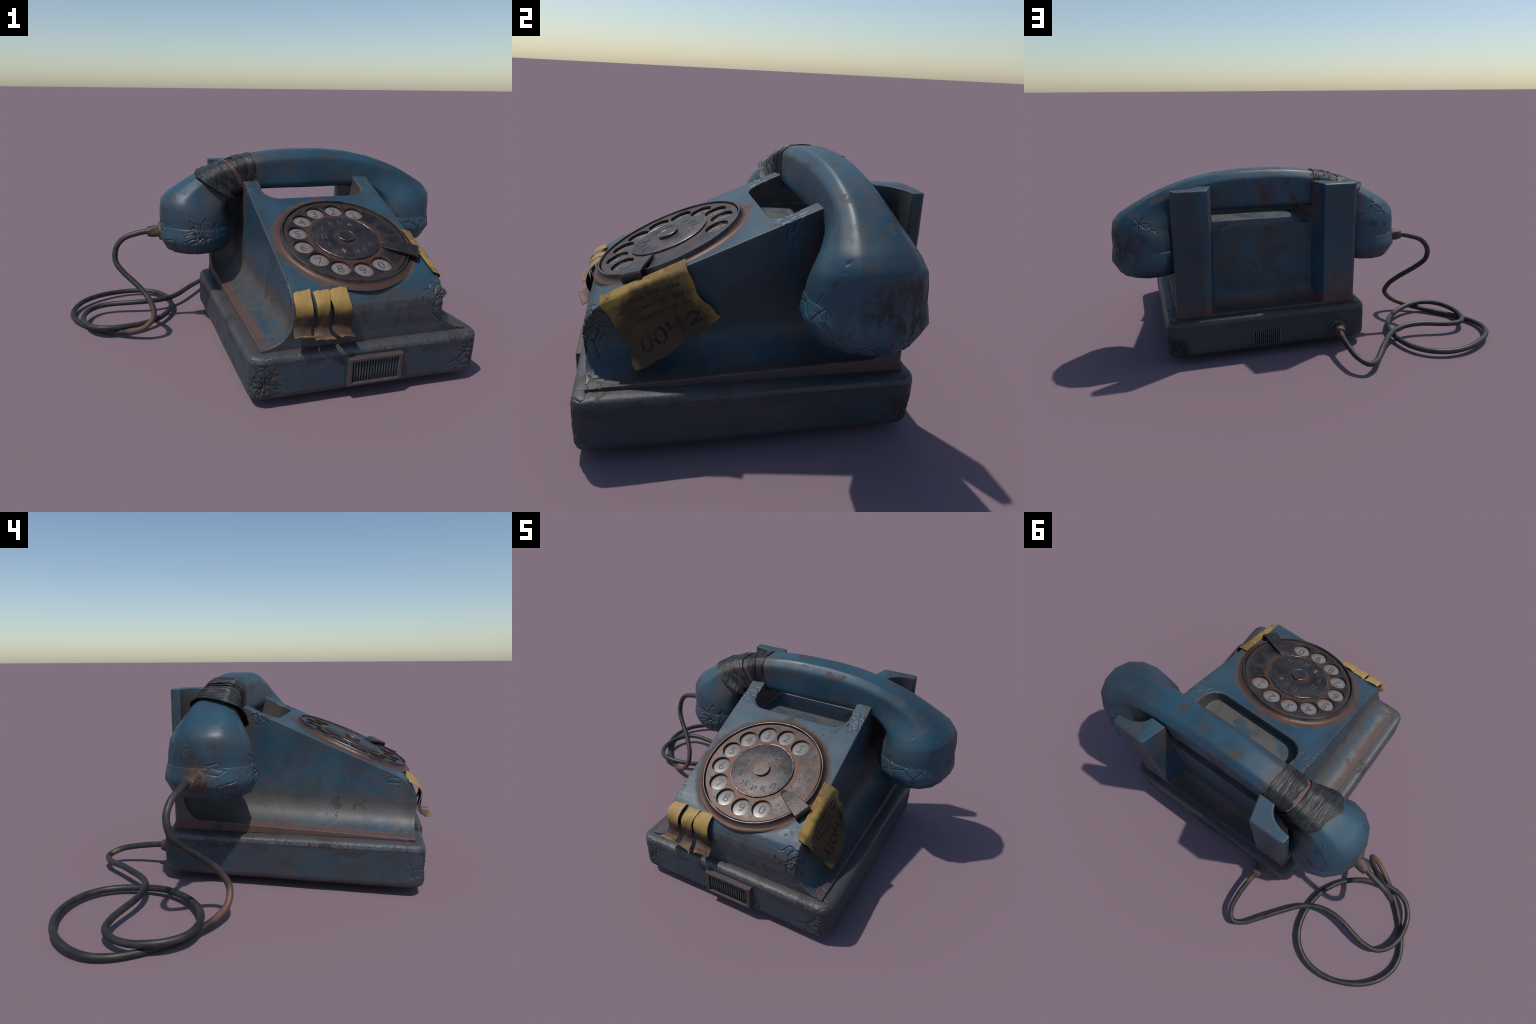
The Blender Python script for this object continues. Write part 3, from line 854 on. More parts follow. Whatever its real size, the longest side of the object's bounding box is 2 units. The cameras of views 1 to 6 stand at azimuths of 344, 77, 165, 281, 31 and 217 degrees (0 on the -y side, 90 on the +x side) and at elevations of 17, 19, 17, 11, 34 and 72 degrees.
# finger stop: tapered blade over the wheel, hooked down outside the rim
stop_path = [(0.163, 0.0215, 0.010), (0.185, 0.0300, 0.019), (0.240, 0.0375, 0.032), (0.300, 0.0395, 0.038), (0.322, 0.0380, 0.040), (0.330, 0.0320, 0.041), (0.332, 0.0200, 0.041), (0.332, 0.004, 0.041)]
P = []
for k, (r, h, hw) in enumerate(stop_path):
    th = 0.012 if k else 0.006
    nx, nh = (0, 1) if k < 4 else ((0.7, 0.7) if k < 6 else (1, 0))
    P.append([(r, -hw, h), (r, hw, h), (r - nx * th, hw, h - nh * th), (r - nx * th, -hw, h - nh * th)])
stop_me = fix_normals(grid_mesh("finger_stop", np.array(P), wrap_v=True, cap0=True, cap1=True))
stop = add_obj("finger_stop", stop_me, dial, M_STOP, DIAL @ Matrix.Rotation(math.radians(-27), 4, "Z"), smooth=False)
bv = stop.modifiers.new("edge", "BEVEL")
bv.width, bv.segments = 0.0018, 2


def text_mesh(body, size, extrude=0.0006, thin=0.0, xs=1.0):
    c = bpy.data.curves.new("lettering", "FONT")
    c.body, c.size, c.extrude, c.offset = body, size, extrude, thin
    c.align_x, c.align_y = "CENTER", "CENTER"
    c.resolution_u = 4
    o = bpy.data.objects.new("work_text", c)
    COL.objects.link(o)
    bpy.context.view_layer.update()
    me = bpy.data.meshes.new_from_object(o.evaluated_get(bpy.context.evaluated_depsgraph_get()))
    bpy.data.objects.remove(o)
    return me


def stroke_mesh(name, lines, w, h=0.0006):
    """Flat pen strokes: each line a list of (x,y)."""
    V, F = [], []
    for L in lines:
        for (x0, y0), (x1, y1) in zip(L, L[1:]):
            d = Vector((x1 - x0, y1 - y0))
            d.normalize()
            n = Vector((-d.y, d.x)) * w / 2
            e = d * w * 0.35
            i = len(V)
            for zz in (-h, h):
                V += [(x0 - e.x + n.x, y0 - e.y + n.y, zz), (x0 - e.x - n.x, y0 - e.y - n.y, zz), (x1 + e.x - n.x, y1 + e.y - n.y, zz), (x1 + e.x + n.x, y1 + e.y + n.y, zz)]
            F += [[i, i + 1, i + 2, i + 3], [i + 7, i + 6, i + 5, i + 4]] + [[i + k, i + 4 + k, i + 4 + (k + 1) % 4, i + (k + 1) % 4] for k in range(4)]
            h *= 1.02
    return fix_normals(mesh_from(name, V, F))


dome = [(0.0497, 0.0036), (0.046, 0.0048), (0.040, 0.0056), (0.030, 0.0063), (0.016, 0.0068), (0.002, 0.0070)]
num_me = lathe("number_disc", dome, 40)
num_me.materials.append(M_NUM)
dome_h = lambda r: np.interp(r, [d[0] for d in dome[::-1]], [d[1] for d in dome[::-1]])
tilt = RNG.uniform(-0.12, 0.12, 10)
for i, a in enumerate(angles):
    px, py = HOLE_RING * math.cos(a), HOLE_RING * math.sin(a)
    add_obj("number_disc", num_me, dial, matrix=DIAL @ Matrix.Translation((px, py, 0)))
    digit = str((i + 1) % 10)
    if digit == "1":
        me = stroke_mesh("numeral", [[(-0.012, 0.013), (0.001, 0.021), (0.001, -0.021)], [(-0.013, -0.021), (0.015, -0.021)]], 0.0036)
    elif digit == "7":
        me = stroke_mesh("numeral", [[(-0.014, 0.020), (0.013, 0.020), (-0.003, -0.021)]], 0.0040)
    else:
        me = text_mesh(digit, 0.066, 0.0006, -0.0002)
    co, _ = get_np(me)
    co[:, 2] += dome_h(np.hypot(co[:, 0], co[:, 1])) + 0.0006
    set_np(me, co)
    add_obj("numeral", me, dial, M_INK, DIAL @ Matrix.Translation((px, py, 0)) @ Matrix.Rotation(float(tilt[i]), 4, "Z"), smooth=False)
for ch, deg, rad in zip("АБВГДЕЖИКЛ", (58, 84, 110, 140, 174, 210, 246, 277, 300, 324), (0.102, 0.105, 0.105, 0.106, 0.100, 0.104, 0.108, 0.110, 0.113, 0.116)):
    a = math.radians(deg)
    add_obj("letter_groove", text_mesh(ch, 0.040, 0.0005, 0.0006), dial, M_INK_DARK, DIAL @ Matrix.Translation((rad * math.cos(a), rad * math.sin(a), 0.0240)), smooth=False)
    me = text_mesh(ch, 0.040, 0.0007, -0.0011)
    add_obj("letter", me, dial, M_LETTER, DIAL @ Matrix.Translation((rad * math.cos(a), rad * math.sin(a), 0.0243)), smooth=False)

# ------------------------------------------------------------------ handset
HX, HY = 0.246, 0.168
# (outer r, outer z, inner r, inner z, half depth, squareness) from mid grip to the cup's bottom
SECT = np.array([
    (0.000, 0.930, 0.000, 0.738, 0.084, 0.0), (0.150, 0.926, 0.150, 0.738, 0.084, 0.0), (0.270, 0.911, 0.250, 0.737, 0.084, 0.0), (0.370, 0.888, 0.312, 0.734, 0.085, 0.0),
    (0.470, 0.855, 0.350, 0.727, 0.089, 0.0), (0.560, 0.818, 0.383, 0.710, 0.101, 0.12), (0.642, 0.776, 0.406, 0.682, 0.125, 0.38), (0.706, 0.738, 0.414, 0.648, 0.151, 0.64),
    (0.742, 0.698, 0.405, 0.616, 0.171, 0.84), (0.7505, 0.640, 0.393, 0.588, 0.182, 0.95), (0.750, 0.565, 0.389, 0.565, 0.189, 1.0), (0.757, 0.510, 0.384, 0.510, 0.200, 1.0),
    (0.722, 0.446, 0.418, 0.446, 0.166, 1.0), (0.698, 0.436, 0.442, 0.436, 0.138, 1.0)])


def outline(A, B, w, ang):
    """Cross-section outline: chamfered block (w=0) easing into an ellipse (w=1), sampled by angle."""
    ca, sa = np.cos(ang) * A / B, np.sin(ang)
    nn = np.hypot(ca, sa)
    ca, sa = ca / nn, sa / nn
    p, q = np.abs(ca) / A, np.abs(sa) / B
    c = np.where(ca > 0, 1.60, 1.78)
    k = 24.0
    m = np.maximum(p, q)
    block = ((p / m) ** k + (q / m) ** k + ((p + q) / c / m) ** k) ** (-1 / k) / m
    ell = (p * p + q * q) ** -0.5
    rho = block * (1 - w) + ell * w
    return rho * ca, rho * sa


def section(t):
    """Hermite interpolation of SECT at t in [-13, 13]; negative t mirrors to the left."""
    t = np.atleast_1d(np.asarray(t, float))
    s, a = np.sign(t), np.minimum(np.abs(t), len(SECT) - 1 - 1e-9)
    mir = SECT[1].copy()
    mir[[0, 2]] *= -1
    S = np.vstack([mir, SECT, 2 * SECT[-1] - SECT[-2]])
    chord = np.linalg.norm(np.diff(S[:, :4], axis=0), axis=1)
    i = a.astype(int)
    u = (a - i)[:, None]
    p0, p1, p2, p3 = S[i], S[i + 1], S[i + 2], S[i + 3]
    c0, c1, c2 = chord[i][:, None], chord[i + 1][:, None], chord[i + 2][:, None]
    m1 = ((p1 - p0) / c0 * c1 + (p2 - p1) / c1 * c0) / (c0 + c1) * c1
    m2 = ((p2 - p1) / c1 * c2 + (p3 - p2) / c2 * c1) / (c1 + c2) * c1
    R = (2 * u ** 3 - 3 * u ** 2 + 1) * p1 + (u ** 3 - 2 * u ** 2 + u) * m1 + (-2 * u ** 3 + 3 * u ** 2) * p2 + (u ** 3 - u ** 2) * m2
    sg = np.where(s == 0, 1, s)
    R[:, 0] *= sg
    R[:, 2] *= sg
    return R


def handset_surface(t, ang, off=0.0):
    """t (n,), ang (m,): ang 0 is the outer (top) side, 90 deg the rear (+y)."""
    R = section(t)
    O, I = R[:, [0, 1]], R[:, [2, 3]]
    M, E = (O + I) / 2, (O - I)
    A = np.linalg.norm(E, axis=1)[:, None] / 2
    E = E / (2 * A)
    B, n = R[:, 4:5], R[:, 5:6]
    ang = np.asarray(ang)[None]
    a, b = outline(A, B, np.clip(n, 0, 1), ang)
    if off:
        a1, b1 = outline(A, B, np.clip(n, 0, 1), ang + 0.03)
        a0, b0 = outline(A, B, np.clip(n, 0, 1), ang - 0.03)
        ta_, tb_ = a1 - a0, b1 - b0
        L = np.hypot(ta_, tb_)
        a, b = a + off * tb_ / L, b - off * ta_ / L
    X = HX + M[:, 0:1] + a * E[:, 0:1]
    Z = M[:, 1:2] + a * E[:, 1:2]
    yc = HY + 0.006 * np.clip((7 - np.abs(np.asarray(t, float))) / 3, 0, 1)[:, None]
    return np.stack([X, yc + b, Z], -1)


def even_t(t0, t1, n):
    tt = np.linspace(t0, t1, 600)
    R = section(tt)
    mid = (R[:, :2] + R[:, 2:4]) / 2
    d = np.linalg.norm(np.diff(R[:, :2], axis=0), axis=1) + np.linalg.norm(np.diff(mid, axis=0), axis=1) + 0.0006
    s = np.concatenate([[0], np.cumsum(d)])
    return np.interp(np.linspace(0, s[-1], n), s, tt)


def facet_shift(t, ang, P):
    """Pull the smooth cup surface onto coarse flat facets (straight runs between few stations)."""
    N = 15
    ka = (np.arange(N + 1) + 0.5) * 2 * np.pi / N
    sgn = np.sign(t[-1]) if abs(t[-1]) > abs(t[0]) else np.sign(t[0])
    kt = np.arange(-13, 14).astype(float)
    K = handset_surface(kt, ka[:-1])
    K = np.concatenate([K, K[:, :1]], 1)
    ti = np.clip(np.searchsorted(kt, t, side="right") - 1, 0, len(kt) - 2)
    tf = (t - kt[ti])[:, None, None]
    x = (np.mod(ang - ka[0], 2 * np.pi)) / (2 * np.pi / N)
    ai = np.minimum(x.astype(int), N - 1)
    af = (x - ai)[None, :, None]
    lo = K[ti][:, ai] * (1 - af) + K[ti][:, ai + 1] * af
    hi = K[ti + 1][:, ai] * (1 - af) + K[ti + 1][:, ai + 1] * af
    w = np.clip((np.abs(t) - 4.6) / 2.0, 0, 1)[:, None, None]
    return (lo * (1 - tf) + hi * tf - P) * w


def apply_facets(me, shift):
    """Move vertices onto the facets but keep the smooth surface's shading."""
    co, no = get_np(me)
    no = no.copy()
    set_np(me, co + shift.reshape(-1, 3))
    me.polygons.foreach_set("use_smooth", np.ones(len(me.polygons), bool))
    me.normals_split_custom_set_from_vertices(no.tolist())


HS_CRACKS = [((-0.335, -0.03, 0.515), 0.150, 0.052, 0.0062, 0.0032), ((-0.335, -0.03, 0.53), 0.055, 0.020, 0.006, 0.003), ((-0.505, 0.10, 0.515), 0.120, 0.055, 0.005, 0.0032), ((-0.455, 0.07, 0.47), 0.09, 0.035, 0.0055, 0.003),
             ((0.80, -0.02, 0.49), 0.190, 0.075, 0.005, 0.0034), ((0.96, 0.16, 0.47), 0.160, 0.065, 0.005, 0.0034), ((0.95, 0.28, 0.50), 0.10, 0.030, 0.005, 0.003),
             ]
HS_STARS = [((0.865, 0.318, 0.715), 0.105, 6, 0.0045, 0.0026), ((0.80, 0.330, 0.68), 0.06, 4, 0.003, 0.0024), ((-0.350, 0.318, 0.745), 0.085, 7, 0.005, 0.0032), ((-0.40, 0.325, 0.71), 0.06, 6, 0.0045, 0.003),
            ((-0.335, -0.03, 0.53), 0.13, 7, 0.0035, 0.0026), ((0.93, 0.05, 0.50), 0.14, 7, 0.0035, 0.0030)]
HS_PITS = [((-0.48, 0.20, 0.70), 0.05, 14, 0.004, 0.004), ((-0.40, 0.34, 0.66), 0.04, 16, 0.004, 0.004), ((0.90, 0.06, 0.73), 0.06, 12, 0.005, 0.004), ((0.25, 0.09, 0.90), 0.3, 14, 0.004, 0.003),
           ((-0.28, 0.0, 0.53), 0.05, 10, 0.004, 0.005), ((-0.49, 0.20, 0.64), 0.05, 8, 0.004, 0.003)]
ang = np.linspace(0, 2 * np.pi, 380, endpoint=False)
tt = even_t(-10, 10, 740)
hs_P = handset_surface(tt, ang)
hs_me = fix_normals(grid_mesh("handset_shell", hs_P, wrap_v=True))
damage(hs_me, HS_CRACKS, HS_PITS, 0.0007, 8, HS_STARS)
apply_facets(hs_me, facet_shift(tt, ang, hs_P))
handset = add_obj("handset", hs_me, phone, M_HAND)
for sgn in (-1, 1):
    tc = even_t(9.75, 13, 80)
    P = handset_surface(sgn * tc, ang, 0.0)
    grow = np.interp(tc, [9.75, 9.93, 10.1, 13], [-0.004, 0.0025, 0.0035, 0.0025])
    P = np.stack([handset_surface(np.array([sgn * tc[i]]), ang, grow[i])[0] for i in range(len(tc))])
    shift = facet_shift(sgn * tc, ang, handset_surface(sgn * tc, ang))
    shift = np.concatenate([shift, shift[-1:] * np.array([0.93, 0.88, 0.6, 0.3, 0.02])[:, None, None]])
    # close the bottom with a shallow dish
    mid = P[-1].mean(0)
    rows = [mid + (P[-1] - mid) * f + np.array([0, 0, h]) for f, h in ((0.93, 0.001), (0.88, 0.006), (0.6, 0.009), (0.3, 0.010), (0.02, 0.010))]
    P = np.concatenate([P, np.array(rows)])
    me = fix_normals(grid_mesh("cup_cap", P, wrap_v=True, cap1=True))
    damage(me, HS_CRACKS, HS_PITS, 0.0009, 8, HS_STARS)
    apply_facets(me, shift)
    add_obj("earpiece_cap" if sgn > 0 else "mouthpiece_cap", me, handset, M_HAND)

# tape wound round the left of the grip: three overlapping turns
ta = np.linspace(0, 2 * np.pi, 240, endpoint=False)


def tape_band(name, t0, t1, off0, off1, skew=0.0, flare=0.0, seed=0):
    n = 90
    r = np.random.RandomState(seed)
    us = np.linspace(0, 1, n)
    ph = r.uniform(0, 6.28, 8)
    edge = 0.045 * np.sin(2 * ta + ph[0]) + 0.030 * np.sin(5 * ta + ph[1]) + 0.016 * np.sin(11 * ta + ph[2])
    P = np.zeros((n, len(ta), 3))
    for j, a in enumerate(ta):
        tj = -(t0 + (t1 - t0) * us + skew * math.sin(a + 0.6) * us + edge[j] * us ** 2 + 0.3 * edge[j] * (1 - us) ** 2)
        ridge = 0.0011 * np.sin(us * 62 + 0.7 * np.sin(2 * a + ph[3]) + ph[4]) * np.sin(us * 17 + ph[5]) + 0.0007 * np.sin(us * 133 + 0.5 * np.sin(3 * a + ph[5]))
        o = off0 + (off1 - off0) * us + ridge + 0.0024 * np.sin(us * 11 + 2.2 * np.sin(a + ph[7])) * np.sin(2 * a + ph[6]) + 0.0010 * np.sin(6 * a + 9 * us + ph[6]) + flare * us ** 5 * (0.6 + 0.4 * np.sin(a + 3.6))
        o = o - 0.004 * np.clip(1 - us / 0.03, 0, 1)
        for i in range(n):
            P[i, j] = (tj[i], o[i], 0)
    flat_t, flat_o = P[:, :, 0], P[:, :, 1]
    out = np.zeros_like(P)
    for j, a in enumerate(ta):
        R = handset_surface_vec(flat_t[:, j], a, flat_o[:, j])
        out[:, j] = R
    me = fix_normals(grid_mesh(name, out, wrap_v=True))
    o = add_obj("tape_turn", me, handset, M_TAPE)
    s = o.modifiers.new("thickness", "SOLIDIFY")
    s.thickness, s.offset = 0.003, -1
    return o


def handset_surface_vec(t, a, off):
    base = handset_surface(t, np.array([a]))[:, 0]
    lift = handset_surface(t, np.array([a]), 0.01)[:, 0]
    d = (lift - base) / 0.01
    return base + d * off[:, None]


tape_band("tape_turn_inner", 2.10, 3.22, 0.0060, 0.0065, 0.10, seed=1)
tape_band("tape_turn_top", 2.62, 3.05, 0.0085, 0.0085, 0.06, seed=5)
tape_band("tape_turn_middle", 3.44, 4.58, 0.0105, 0.0110, 0.02, seed=2)
tape_band("tape_turn_outer", 4.15, 4.98, 0.0080, 0.0120, -0.26, 0.018, seed=3)


# ------------------------------------------------------------------ cord and strain reliefs
def tube(name, pts, radius, seg=20, per=10):
    P = np.array(pts, float)
    P = np.vstack([2 * P[0] - P[1], P, 2 * P[-1] - P[-2]])
    C = []
    for i in range(1, len(P) - 2):
        p0, p1, p2, p3 = P[i - 1], P[i], P[i + 1], P[i + 2]
        for u in np.linspace(0, 1, per, endpoint=False):
            C.append(0.5 * (2 * p1 + (p2 - p0) * u + (2 * p0 - 5 * p1 + 4 * p2 - p3) * u ** 2 + (3 * p1 - p0 - 3 * p2 + p3) * u ** 3))
    C.append(P[-2])
    C = np.array(C)
    Tn = np.gradient(C, axis=0)
    Tn /= np.linalg.norm(Tn, axis=1)[:, None]
    up = np.array([0.0, 0.3, 1.0])
    n0 = np.cross(Tn[0], up)
    n0 /= np.linalg.norm(n0)
    a = np.linspace(0, 2 * np.pi, seg, endpoint=False)
    out = []
    for c, tg in zip(C, Tn):
        n0 = n0 - tg * (n0 @ tg)
        n0 /= np.linalg.norm(n0)
        b = np.cross(tg, n0)
        out.append(c + radius * (np.cos(a)[:, None] * n0 + np.sin(a)[:, None] * b))
    return fix_normals(grid_mesh(name, np.array(out), wrap_v=True, cap0=True, cap1=True))


CORD = [(-0.53, 0.192, 0.528), (-0.575, 0.202, 0.526), (-0.619, 0.210, 0.517), (-0.686, 0.221, 0.493), (-0.728, 0.227, 0.441), (-0.734, 0.211, 0.374), (-0.699, 0.179, 0.322), (-0.652, 0.147, 0.278), (-0.609, 0.110, 0.234),
        (-0.576, 0.073, 0.184), (-0.569, 0.038, 0.123), (-0.613, 0.034, 0.072), (-0.674, 0.060, 0.044), (-0.733, 0.097, 0.028), (-0.791, 0.139, 0.019), (-0.844, 0.187, 0.015), (-0.893, 0.240, 0.0142),
        (-0.936, 0.297, 0.0142), (-0.969, 0.361, 0.0155), (-0.981, 0.431, 0.019), (-0.966, 0.500, 0.026), (-0.930, 0.562, 0.032), (-0.880, 0.613, 0.033), (-0.819, 0.652, 0.032), (-0.754, 0.680, 0.029),
        (-0.683, 0.694, 0.027), (-0.612, 0.691, 0.026), (-0.545, 0.667, 0.026), (-0.490, 0.621, 0.026), (-0.455, 0.559, 0.026), (-0.439, 0.490, 0.027), (-0.437, 0.418, 0.030), (-0.449, 0.348, 0.033),
        (-0.479, 0.282, 0.033), (-0.520, 0.224, 0.034), (-0.574, 0.176, 0.038), (-0.635, 0.139, 0.044), (-0.701, 0.115, 0.050), (-0.772, 0.106, 0.053), (-0.841, 0.122, 0.053), (-0.891, 0.172, 0.051),
        (-0.916, 0.239, 0.048), (-0.920, 0.310, 0.045), (-0.899, 0.378, 0.046), (-0.849, 0.427, 0.048), (-0.779, 0.438, 0.052), (-0.708, 0.428, 0.056), (-0.638, 0.413, 0.060), (-0.566, 0.408, 0.061),
        (-0.496, 0.420, 0.060), (-0.431, 0.451, 0.058), (-0.378, 0.499, 0.058), (-0.334, 0.555, 0.058), (-0.290, 0.612, 0.058), (-0.247, 0.670, 0.052), (-0.204, 0.722, 0.048), (-0.150, 0.750, 0.054),
        (-0.108, 0.707, 0.074), (-0.097, 0.637, 0.089), (-0.097, 0.566, 0.100), (-0.103, 0.500, 0.109), (-0.108, 0.45, 0.108)]
cord = add_obj("cord", tube("cord", CORD, 0.0142), phone, M_CORD)


def boot(name, p, q, prof, parent):
    """Turned strain relief from p towards q; prof gives (fraction, radius)."""
    p, q = Vector(p), Vector(q)
    L = (q - p).length
    rot = (q - p).to_track_quat("Z", "Y").to_matrix().to_4x4()
    me = lathe(name, [(r, f * L) for f, r in prof], 28, lambda th, i: 0.075 * np.sin(4 * th + i) + 0.05 * np.sin(7 * th + 2 * i))
    return add_obj(name, me, parent, M_BOOT, Matrix.Translation(p) @ rot)


boot("strain_relief", (-0.485, 0.184, 0.530), (-0.568, 0.200, 0.526), [(0, 0.046), (0.22, 0.046), (0.30, 0.042), (0.34, 0.030), (0.50, 0.031), (0.72, 0.029), (0.9, 0.0255), (0.98, 0.024), (1.0, 0.021)], handset)
boot("strain_relief", (-0.115, 0.415, 0.106), (-0.106, 0.492, 0.109), [(0, 0.046), (0.16, 0.045), (0.24, 0.040), (0.28, 0.033), (0.5, 0.032), (0.75, 0.028), (0.95, 0.024), (1.0, 0.020)], cord)


# ------------------------------------------------------------------ paper note on the right side
def net_surface(net, us, vs, U, Vv):
    """Smooth surface through a control net: cubic (Catmull-Rom like) in v, quadratic in u."""
    net = np.array(net, float)

    def interp(xs, pts, x):
        pts = np.asarray(pts)
        tg = np.zeros_like(pts)
        for i in range(len(xs)):
            a, b = max(i - 1, 0), min(i + 1, len(xs) - 1)
            tg[i] = (pts[b] - pts[a]) / (xs[b] - xs[a])
        i = int(np.clip(np.searchsorted(xs, x) - 1, 0, len(xs) - 2))
        h = xs[i + 1] - xs[i]
        w = (x - xs[i]) / h
        return (2 * w ** 3 - 3 * w ** 2 + 1) * pts[i] + (w ** 3 - 2 * w ** 2 + w) * h * tg[i] + (-2 * w ** 3 + 3 * w ** 2) * pts[i + 1] + (w ** 3 - w ** 2) * h * tg[i + 1]

    rows = [np.array([interp(us, net[k], u) for u in U]) for k in range(len(vs))]
    rows = np.array(rows)
    return np.array([[interp(vs, rows[:, j], v) for j in range(len(U))] for v in Vv])


NOTE_U, NOTE_V = [0, 0.5, 1], [0, 0.16, 0.36, 0.60, 0.80, 1.0]
NOTE = [[(0.560, -0.648, 0.488), (0.556, -0.505, 0.549), (0.554, -0.371, 0.608)],
        [(0.598, -0.640, 0.473), (0.597, -0.500, 0.538), (0.605, -0.362, 0.592)],
        [(0.603, -0.606, 0.430), (0.608, -0.490, 0.492), (0.617, -0.340, 0.545)],
        [(0.614, -0.562, 0.372), (0.628, -0.450, 0.440), (0.616, -0.298, 0.484)],
        [(0.642, -0.546, 0.322), (0.655, -0.425, 0.388), (0.612, -0.274, 0.447)],
        [(0.680, -0.538, 0.278), (0.690, -0.400, 0.350), (0.607, -0.252, 0.416)]]
nu, nv = 60, 80
U, Vv = np.linspace(0, 1, nu), np.linspace(0, 1, nv)
SURF = net_surface(NOTE, NOTE_U, NOTE_V, U, Vv)
gu, gv = np.gradient(SURF, axis=1), np.gradient(SURF, axis=0)
NRM = np.cross(gv, gu)
NRM /= np.linalg.norm(NRM, axis=2)[:, :, None]
if NRM[40, 30, 0] < 0:
    NRM = -NRM
crumple = 0.0040 * np.sin(9 * U[None] + 5 * Vv[:, None]) * np.sin(4 + 7 * Vv[:, None]) + 0.0018 * np.sin(23 * U[None] - 13 * Vv[:, None])
# uneven torn margins: the sheet is pulled in and out along its own directions near the edges
eu, ev = gu * (nu - 1), gv * (nv - 1)
wu = 0.022 * (np.sin(7 * Vv + 1) + 0.6 * np.sin(17 * Vv + 2))[:, None] * (2 * np.abs(U - 0.5))[None] ** 3
wv = 0.016 * (np.sin(8 * U + 0.4) + 0.6 * np.sin(19 * U))[None] * (np.clip(Vv - 0.5, 0, 1) * 2)[:, None] ** 3
SURF = SURF + eu * wu[:, :, None] + ev * wv[:, :, None]
SURF = SURF + NRM * (crumple * np.clip(Vv[:, None] * 3, 0, 1))[:, :, None]


def note_point(u, v, off):
    x, y = np.clip(u, 0, 1) * (nu - 1), np.clip(v, 0, 1) * (nv - 1)
    i, j = np.minimum(x.astype(int), nu - 2), np.minimum(y.astype(int), nv - 2)
    fx, fy_ = (x - i)[:, None], (y - j)[:, None]
    out = []
    for G in (SURF, NRM):
        out.append((1 - fy_) * ((1 - fx) * G[j, i] + fx * G[j, i + 1]) + fy_ * ((1 - fx) * G[j + 1, i] + fx * G[j + 1, i + 1]))
    return out[0] + out[1] * np.asarray(off)[:, None]


note = add_obj("paper_note", grid_mesh("paper_note", SURF), phone, M_NOTE)
sd = note.modifiers.new("thickness", "SOLIDIFY")
sd.thickness, sd.offset = 0.0012, 0


def note_writing(name, me, u0, v0, su, sv, lean=0.0, big=False):
    bm = bmesh.new()
    bm.from_mesh(me)
    bmesh.ops.triangulate(bm, faces=bm.faces[:])
    if big:
        bmesh.ops.subdivide_edges(bm, edges=bm.edges[:], cuts=2, use_grid_fill=True)
    bm.to_mesh(me)
    bm.free()
    co, _ = get_np(me)
    u, v = u0 + co[:, 0] * su, v0 - co[:, 1] * sv + lean * co[:, 0] * su
    set_np(me, note_point(u, v, 0.0014 + (co[:, 2] > 0) * 0.0004))
    return add_obj(name, me, note, M_NOTE_INK, smooth=False)


for k, (line, u0, v0) in enumerate((("1. Зона Б-9 - 378", 0.53, 0.300), ("2. Зона Г-3 - 559", 0.545, 0.425), ("3. Генерал Каб - 743", 0.555, 0.545))):
    me = text_mesh(line, 1.0, 0.002, 0.0)
    w = max(v.co.x for v in me.vertices) - min(v.co.x for v in me.vertices)
    note_writing("note_line", me, u0, v0, 0.66 / w, 0.062, 0.0)
zero = [(0.16 * math.cos(a), 0.33 * math.sin(a)) for a in np.linspace(1.2, 1.2 + 2 * math.pi, 15)]
four = [[(-0.16, 0.34), (-0.17, 0.02), (0.17, 0.03)], [(0.12, 0.38), (0.13, -0.38)]]
two = [[(-0.17, 0.16), (-0.08, 0.32), (0.06, 0.33), (0.13, 0.18), (0.06, -0.02), (-0.16, -0.30), (0.02, -0.26), (0.22, -0.28)]]
shift = lambda L, dx, dy: [[(x + dx, y + dy) for x, y in l] for l in L]
me = stroke_mesh("note_number", shift([zero], -0.72, -0.02) + shift([zero], -0.26, 0.03) + shift(four, 0.22, 0.04) + shift(two, 0.72, 0.02), 0.085, 0.002)
note_writing("note_number", me, 0.52, 0.775, 0.40, 0.245, -0.03, True)
staple = stroke_mesh("note_staple", [[(-0.5, 0), (-0.17, 0), (0.17, 0), (0.5, 0)]], 0.05, 0.002)
co, _ = get_np(staple)
set_np(staple, note_point(0.10 + co[:, 0] * 0.05, 0.10 - co[:, 1] * 0.05, 0.0016 + (co[:, 2] > 0) * 0.001))
add_obj("staple", staple, note, simple("staple_wire", (0.40, 0.28, 0.13), (0.26, 0.18, 0.09), 30, (0.5, 0.6), 0.0), smooth=False)

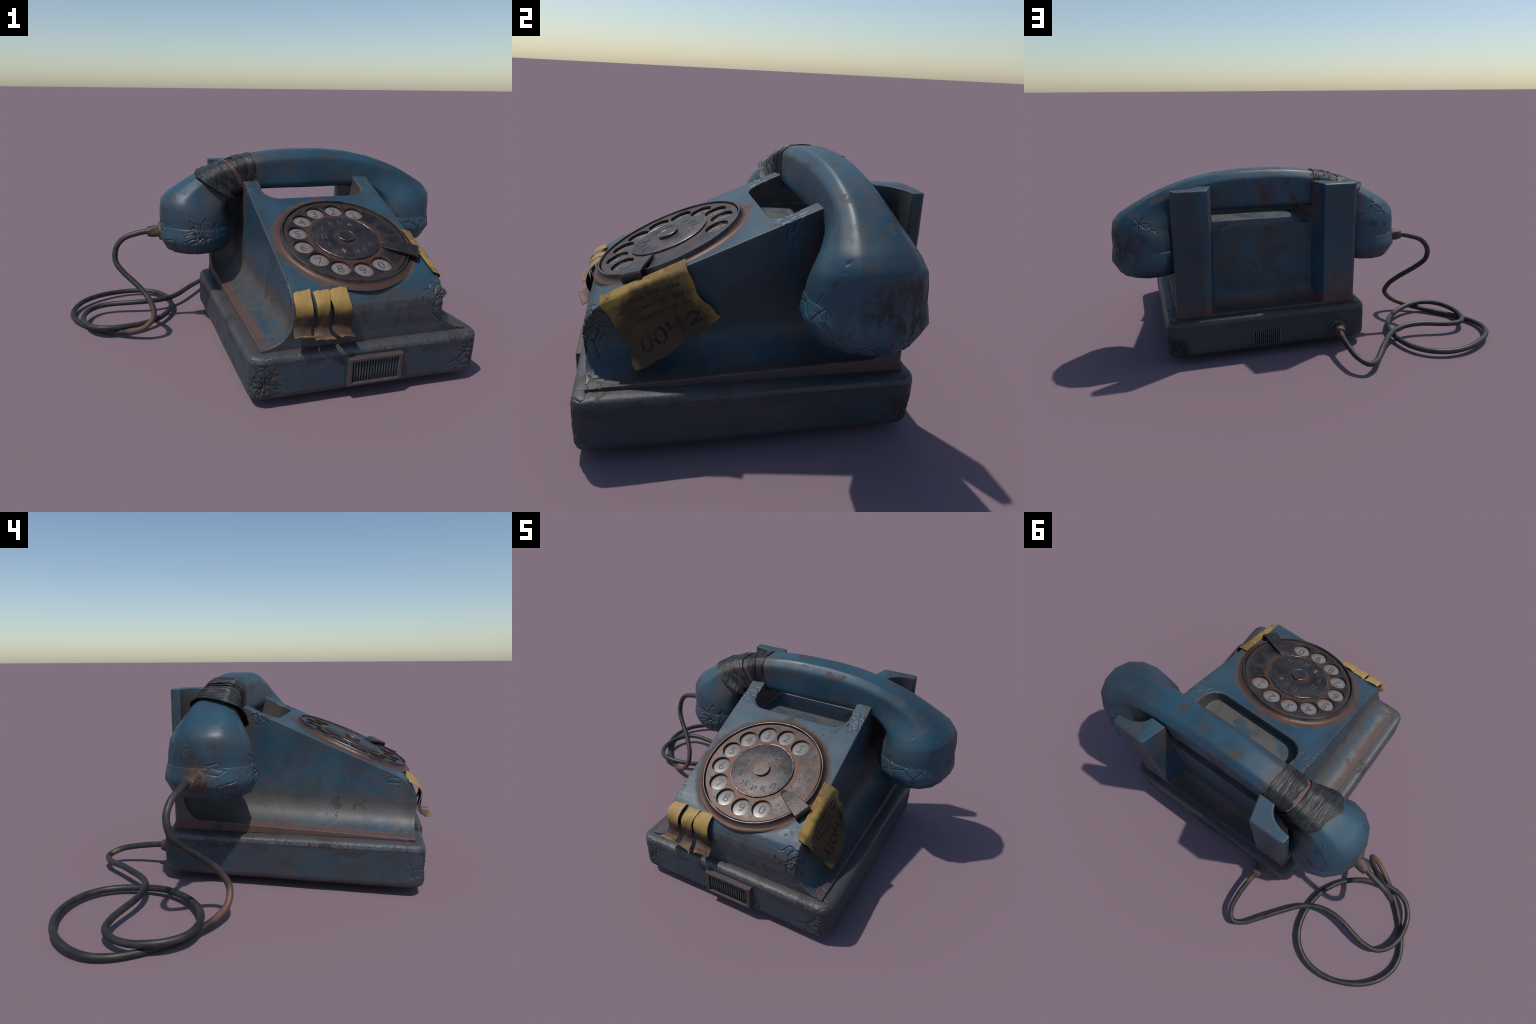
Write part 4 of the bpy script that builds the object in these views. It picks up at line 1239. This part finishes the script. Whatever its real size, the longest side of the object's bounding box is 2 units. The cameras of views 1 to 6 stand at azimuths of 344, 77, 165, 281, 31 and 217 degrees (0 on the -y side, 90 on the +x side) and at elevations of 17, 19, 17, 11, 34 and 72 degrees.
# ------------------------------------------------------------------ three yellow tape strips over the front shoulder
STRIPS = [  # rows from the slope over the shoulder and down: (left point, right point)
    [((-0.082, -0.660, 0.462), (-0.008, -0.650, 0.473)), ((-0.086, -0.690, 0.450), (-0.012, -0.683, 0.458)), ((-0.087, -0.710, 0.428), (-0.016, -0.716, 0.428)), ((-0.087, -0.716, 0.395), (-0.018, -0.724, 0.395)),
     ((-0.087, -0.713, 0.360), (-0.016, -0.718, 0.360)), ((-0.090, -0.712, 0.336), (-0.018, -0.718, 0.334)), ((-0.098, -0.733, 0.312), (-0.024, -0.734, 0.313)), ((-0.106, -0.768, 0.322), (-0.022, -0.760, 0.314))],
    [((0.001, -0.655, 0.458), (0.068, -0.655, 0.467)), ((0.000, -0.690, 0.447), (0.066, -0.690, 0.452)), ((0.002, -0.716, 0.425), (0.060, -0.714, 0.424)), ((0.003, -0.722, 0.390), (0.058, -0.716, 0.390)),
     ((0.001, -0.716, 0.350), (0.053, -0.715, 0.352)), ((-0.005, -0.712, 0.322), (0.055, -0.716, 0.324)), ((-0.008, -0.722, 0.300), (0.060, -0.738, 0.304)), ((-0.012, -0.746, 0.291), (0.067, -0.770, 0.300))],
    [((0.072, -0.660, 0.462), (0.143, -0.655, 0.475)), ((0.066, -0.690, 0.447), (0.145, -0.692, 0.450)), ((0.070, -0.716, 0.420), (0.148, -0.716, 0.418)), ((0.074, -0.722, 0.385), (0.153, -0.724, 0.375)),
     ((0.072, -0.713, 0.350), (0.155, -0.712, 0.335)), ((0.072, -0.708, 0.328), (0.158, -0.710, 0.311)), ((0.078, -0.728, 0.308), (0.158, -0.722, 0.296)), ((0.090, -0.766, 0.303), (0.159, -0.744, 0.288))]]
for k, rows in enumerate(STRIPS):
    net = [[a, tuple((np.array(a) + np.array(b)) / 2 + np.array([0, -0.002, 0.0015])), b] for a, b in rows]
    S = net_surface(net, [0, 0.5, 1], list(np.linspace(0, 1, len(rows))), np.linspace(0, 1, 22), np.linspace(0, 1, 60))
    u = np.linspace(0, 1, 22)[None]
    v = np.linspace(0, 1, 60)[:, None]
    r = np.random.RandomState(40 + k)
    a, b, c = r.uniform(0, 6.28, 3)
    S[:, :, 1] += 0.0016 * np.sin(5 * u + 9 * v + a) * np.clip(v * 3, 0, 1)
    S[:, :, 2] += 0.0022 * (np.sin(6 * u + b) + 0.5 * np.sin(14 * u + c)) * (np.clip(1 - v * 6, 0, 1) + np.clip(v * 7 - 6, 0, 1))
    S[:, :, 0] += 0.0022 * np.sin(11 * v + a)
    st = add_obj("yellow_tape_strip", grid_mesh("yellow_tape_strip", S), phone, M_STRIP)
    s = st.modifiers.new("thickness", "SOLIDIFY")
    s.thickness, s.offset = 0.0014, 0
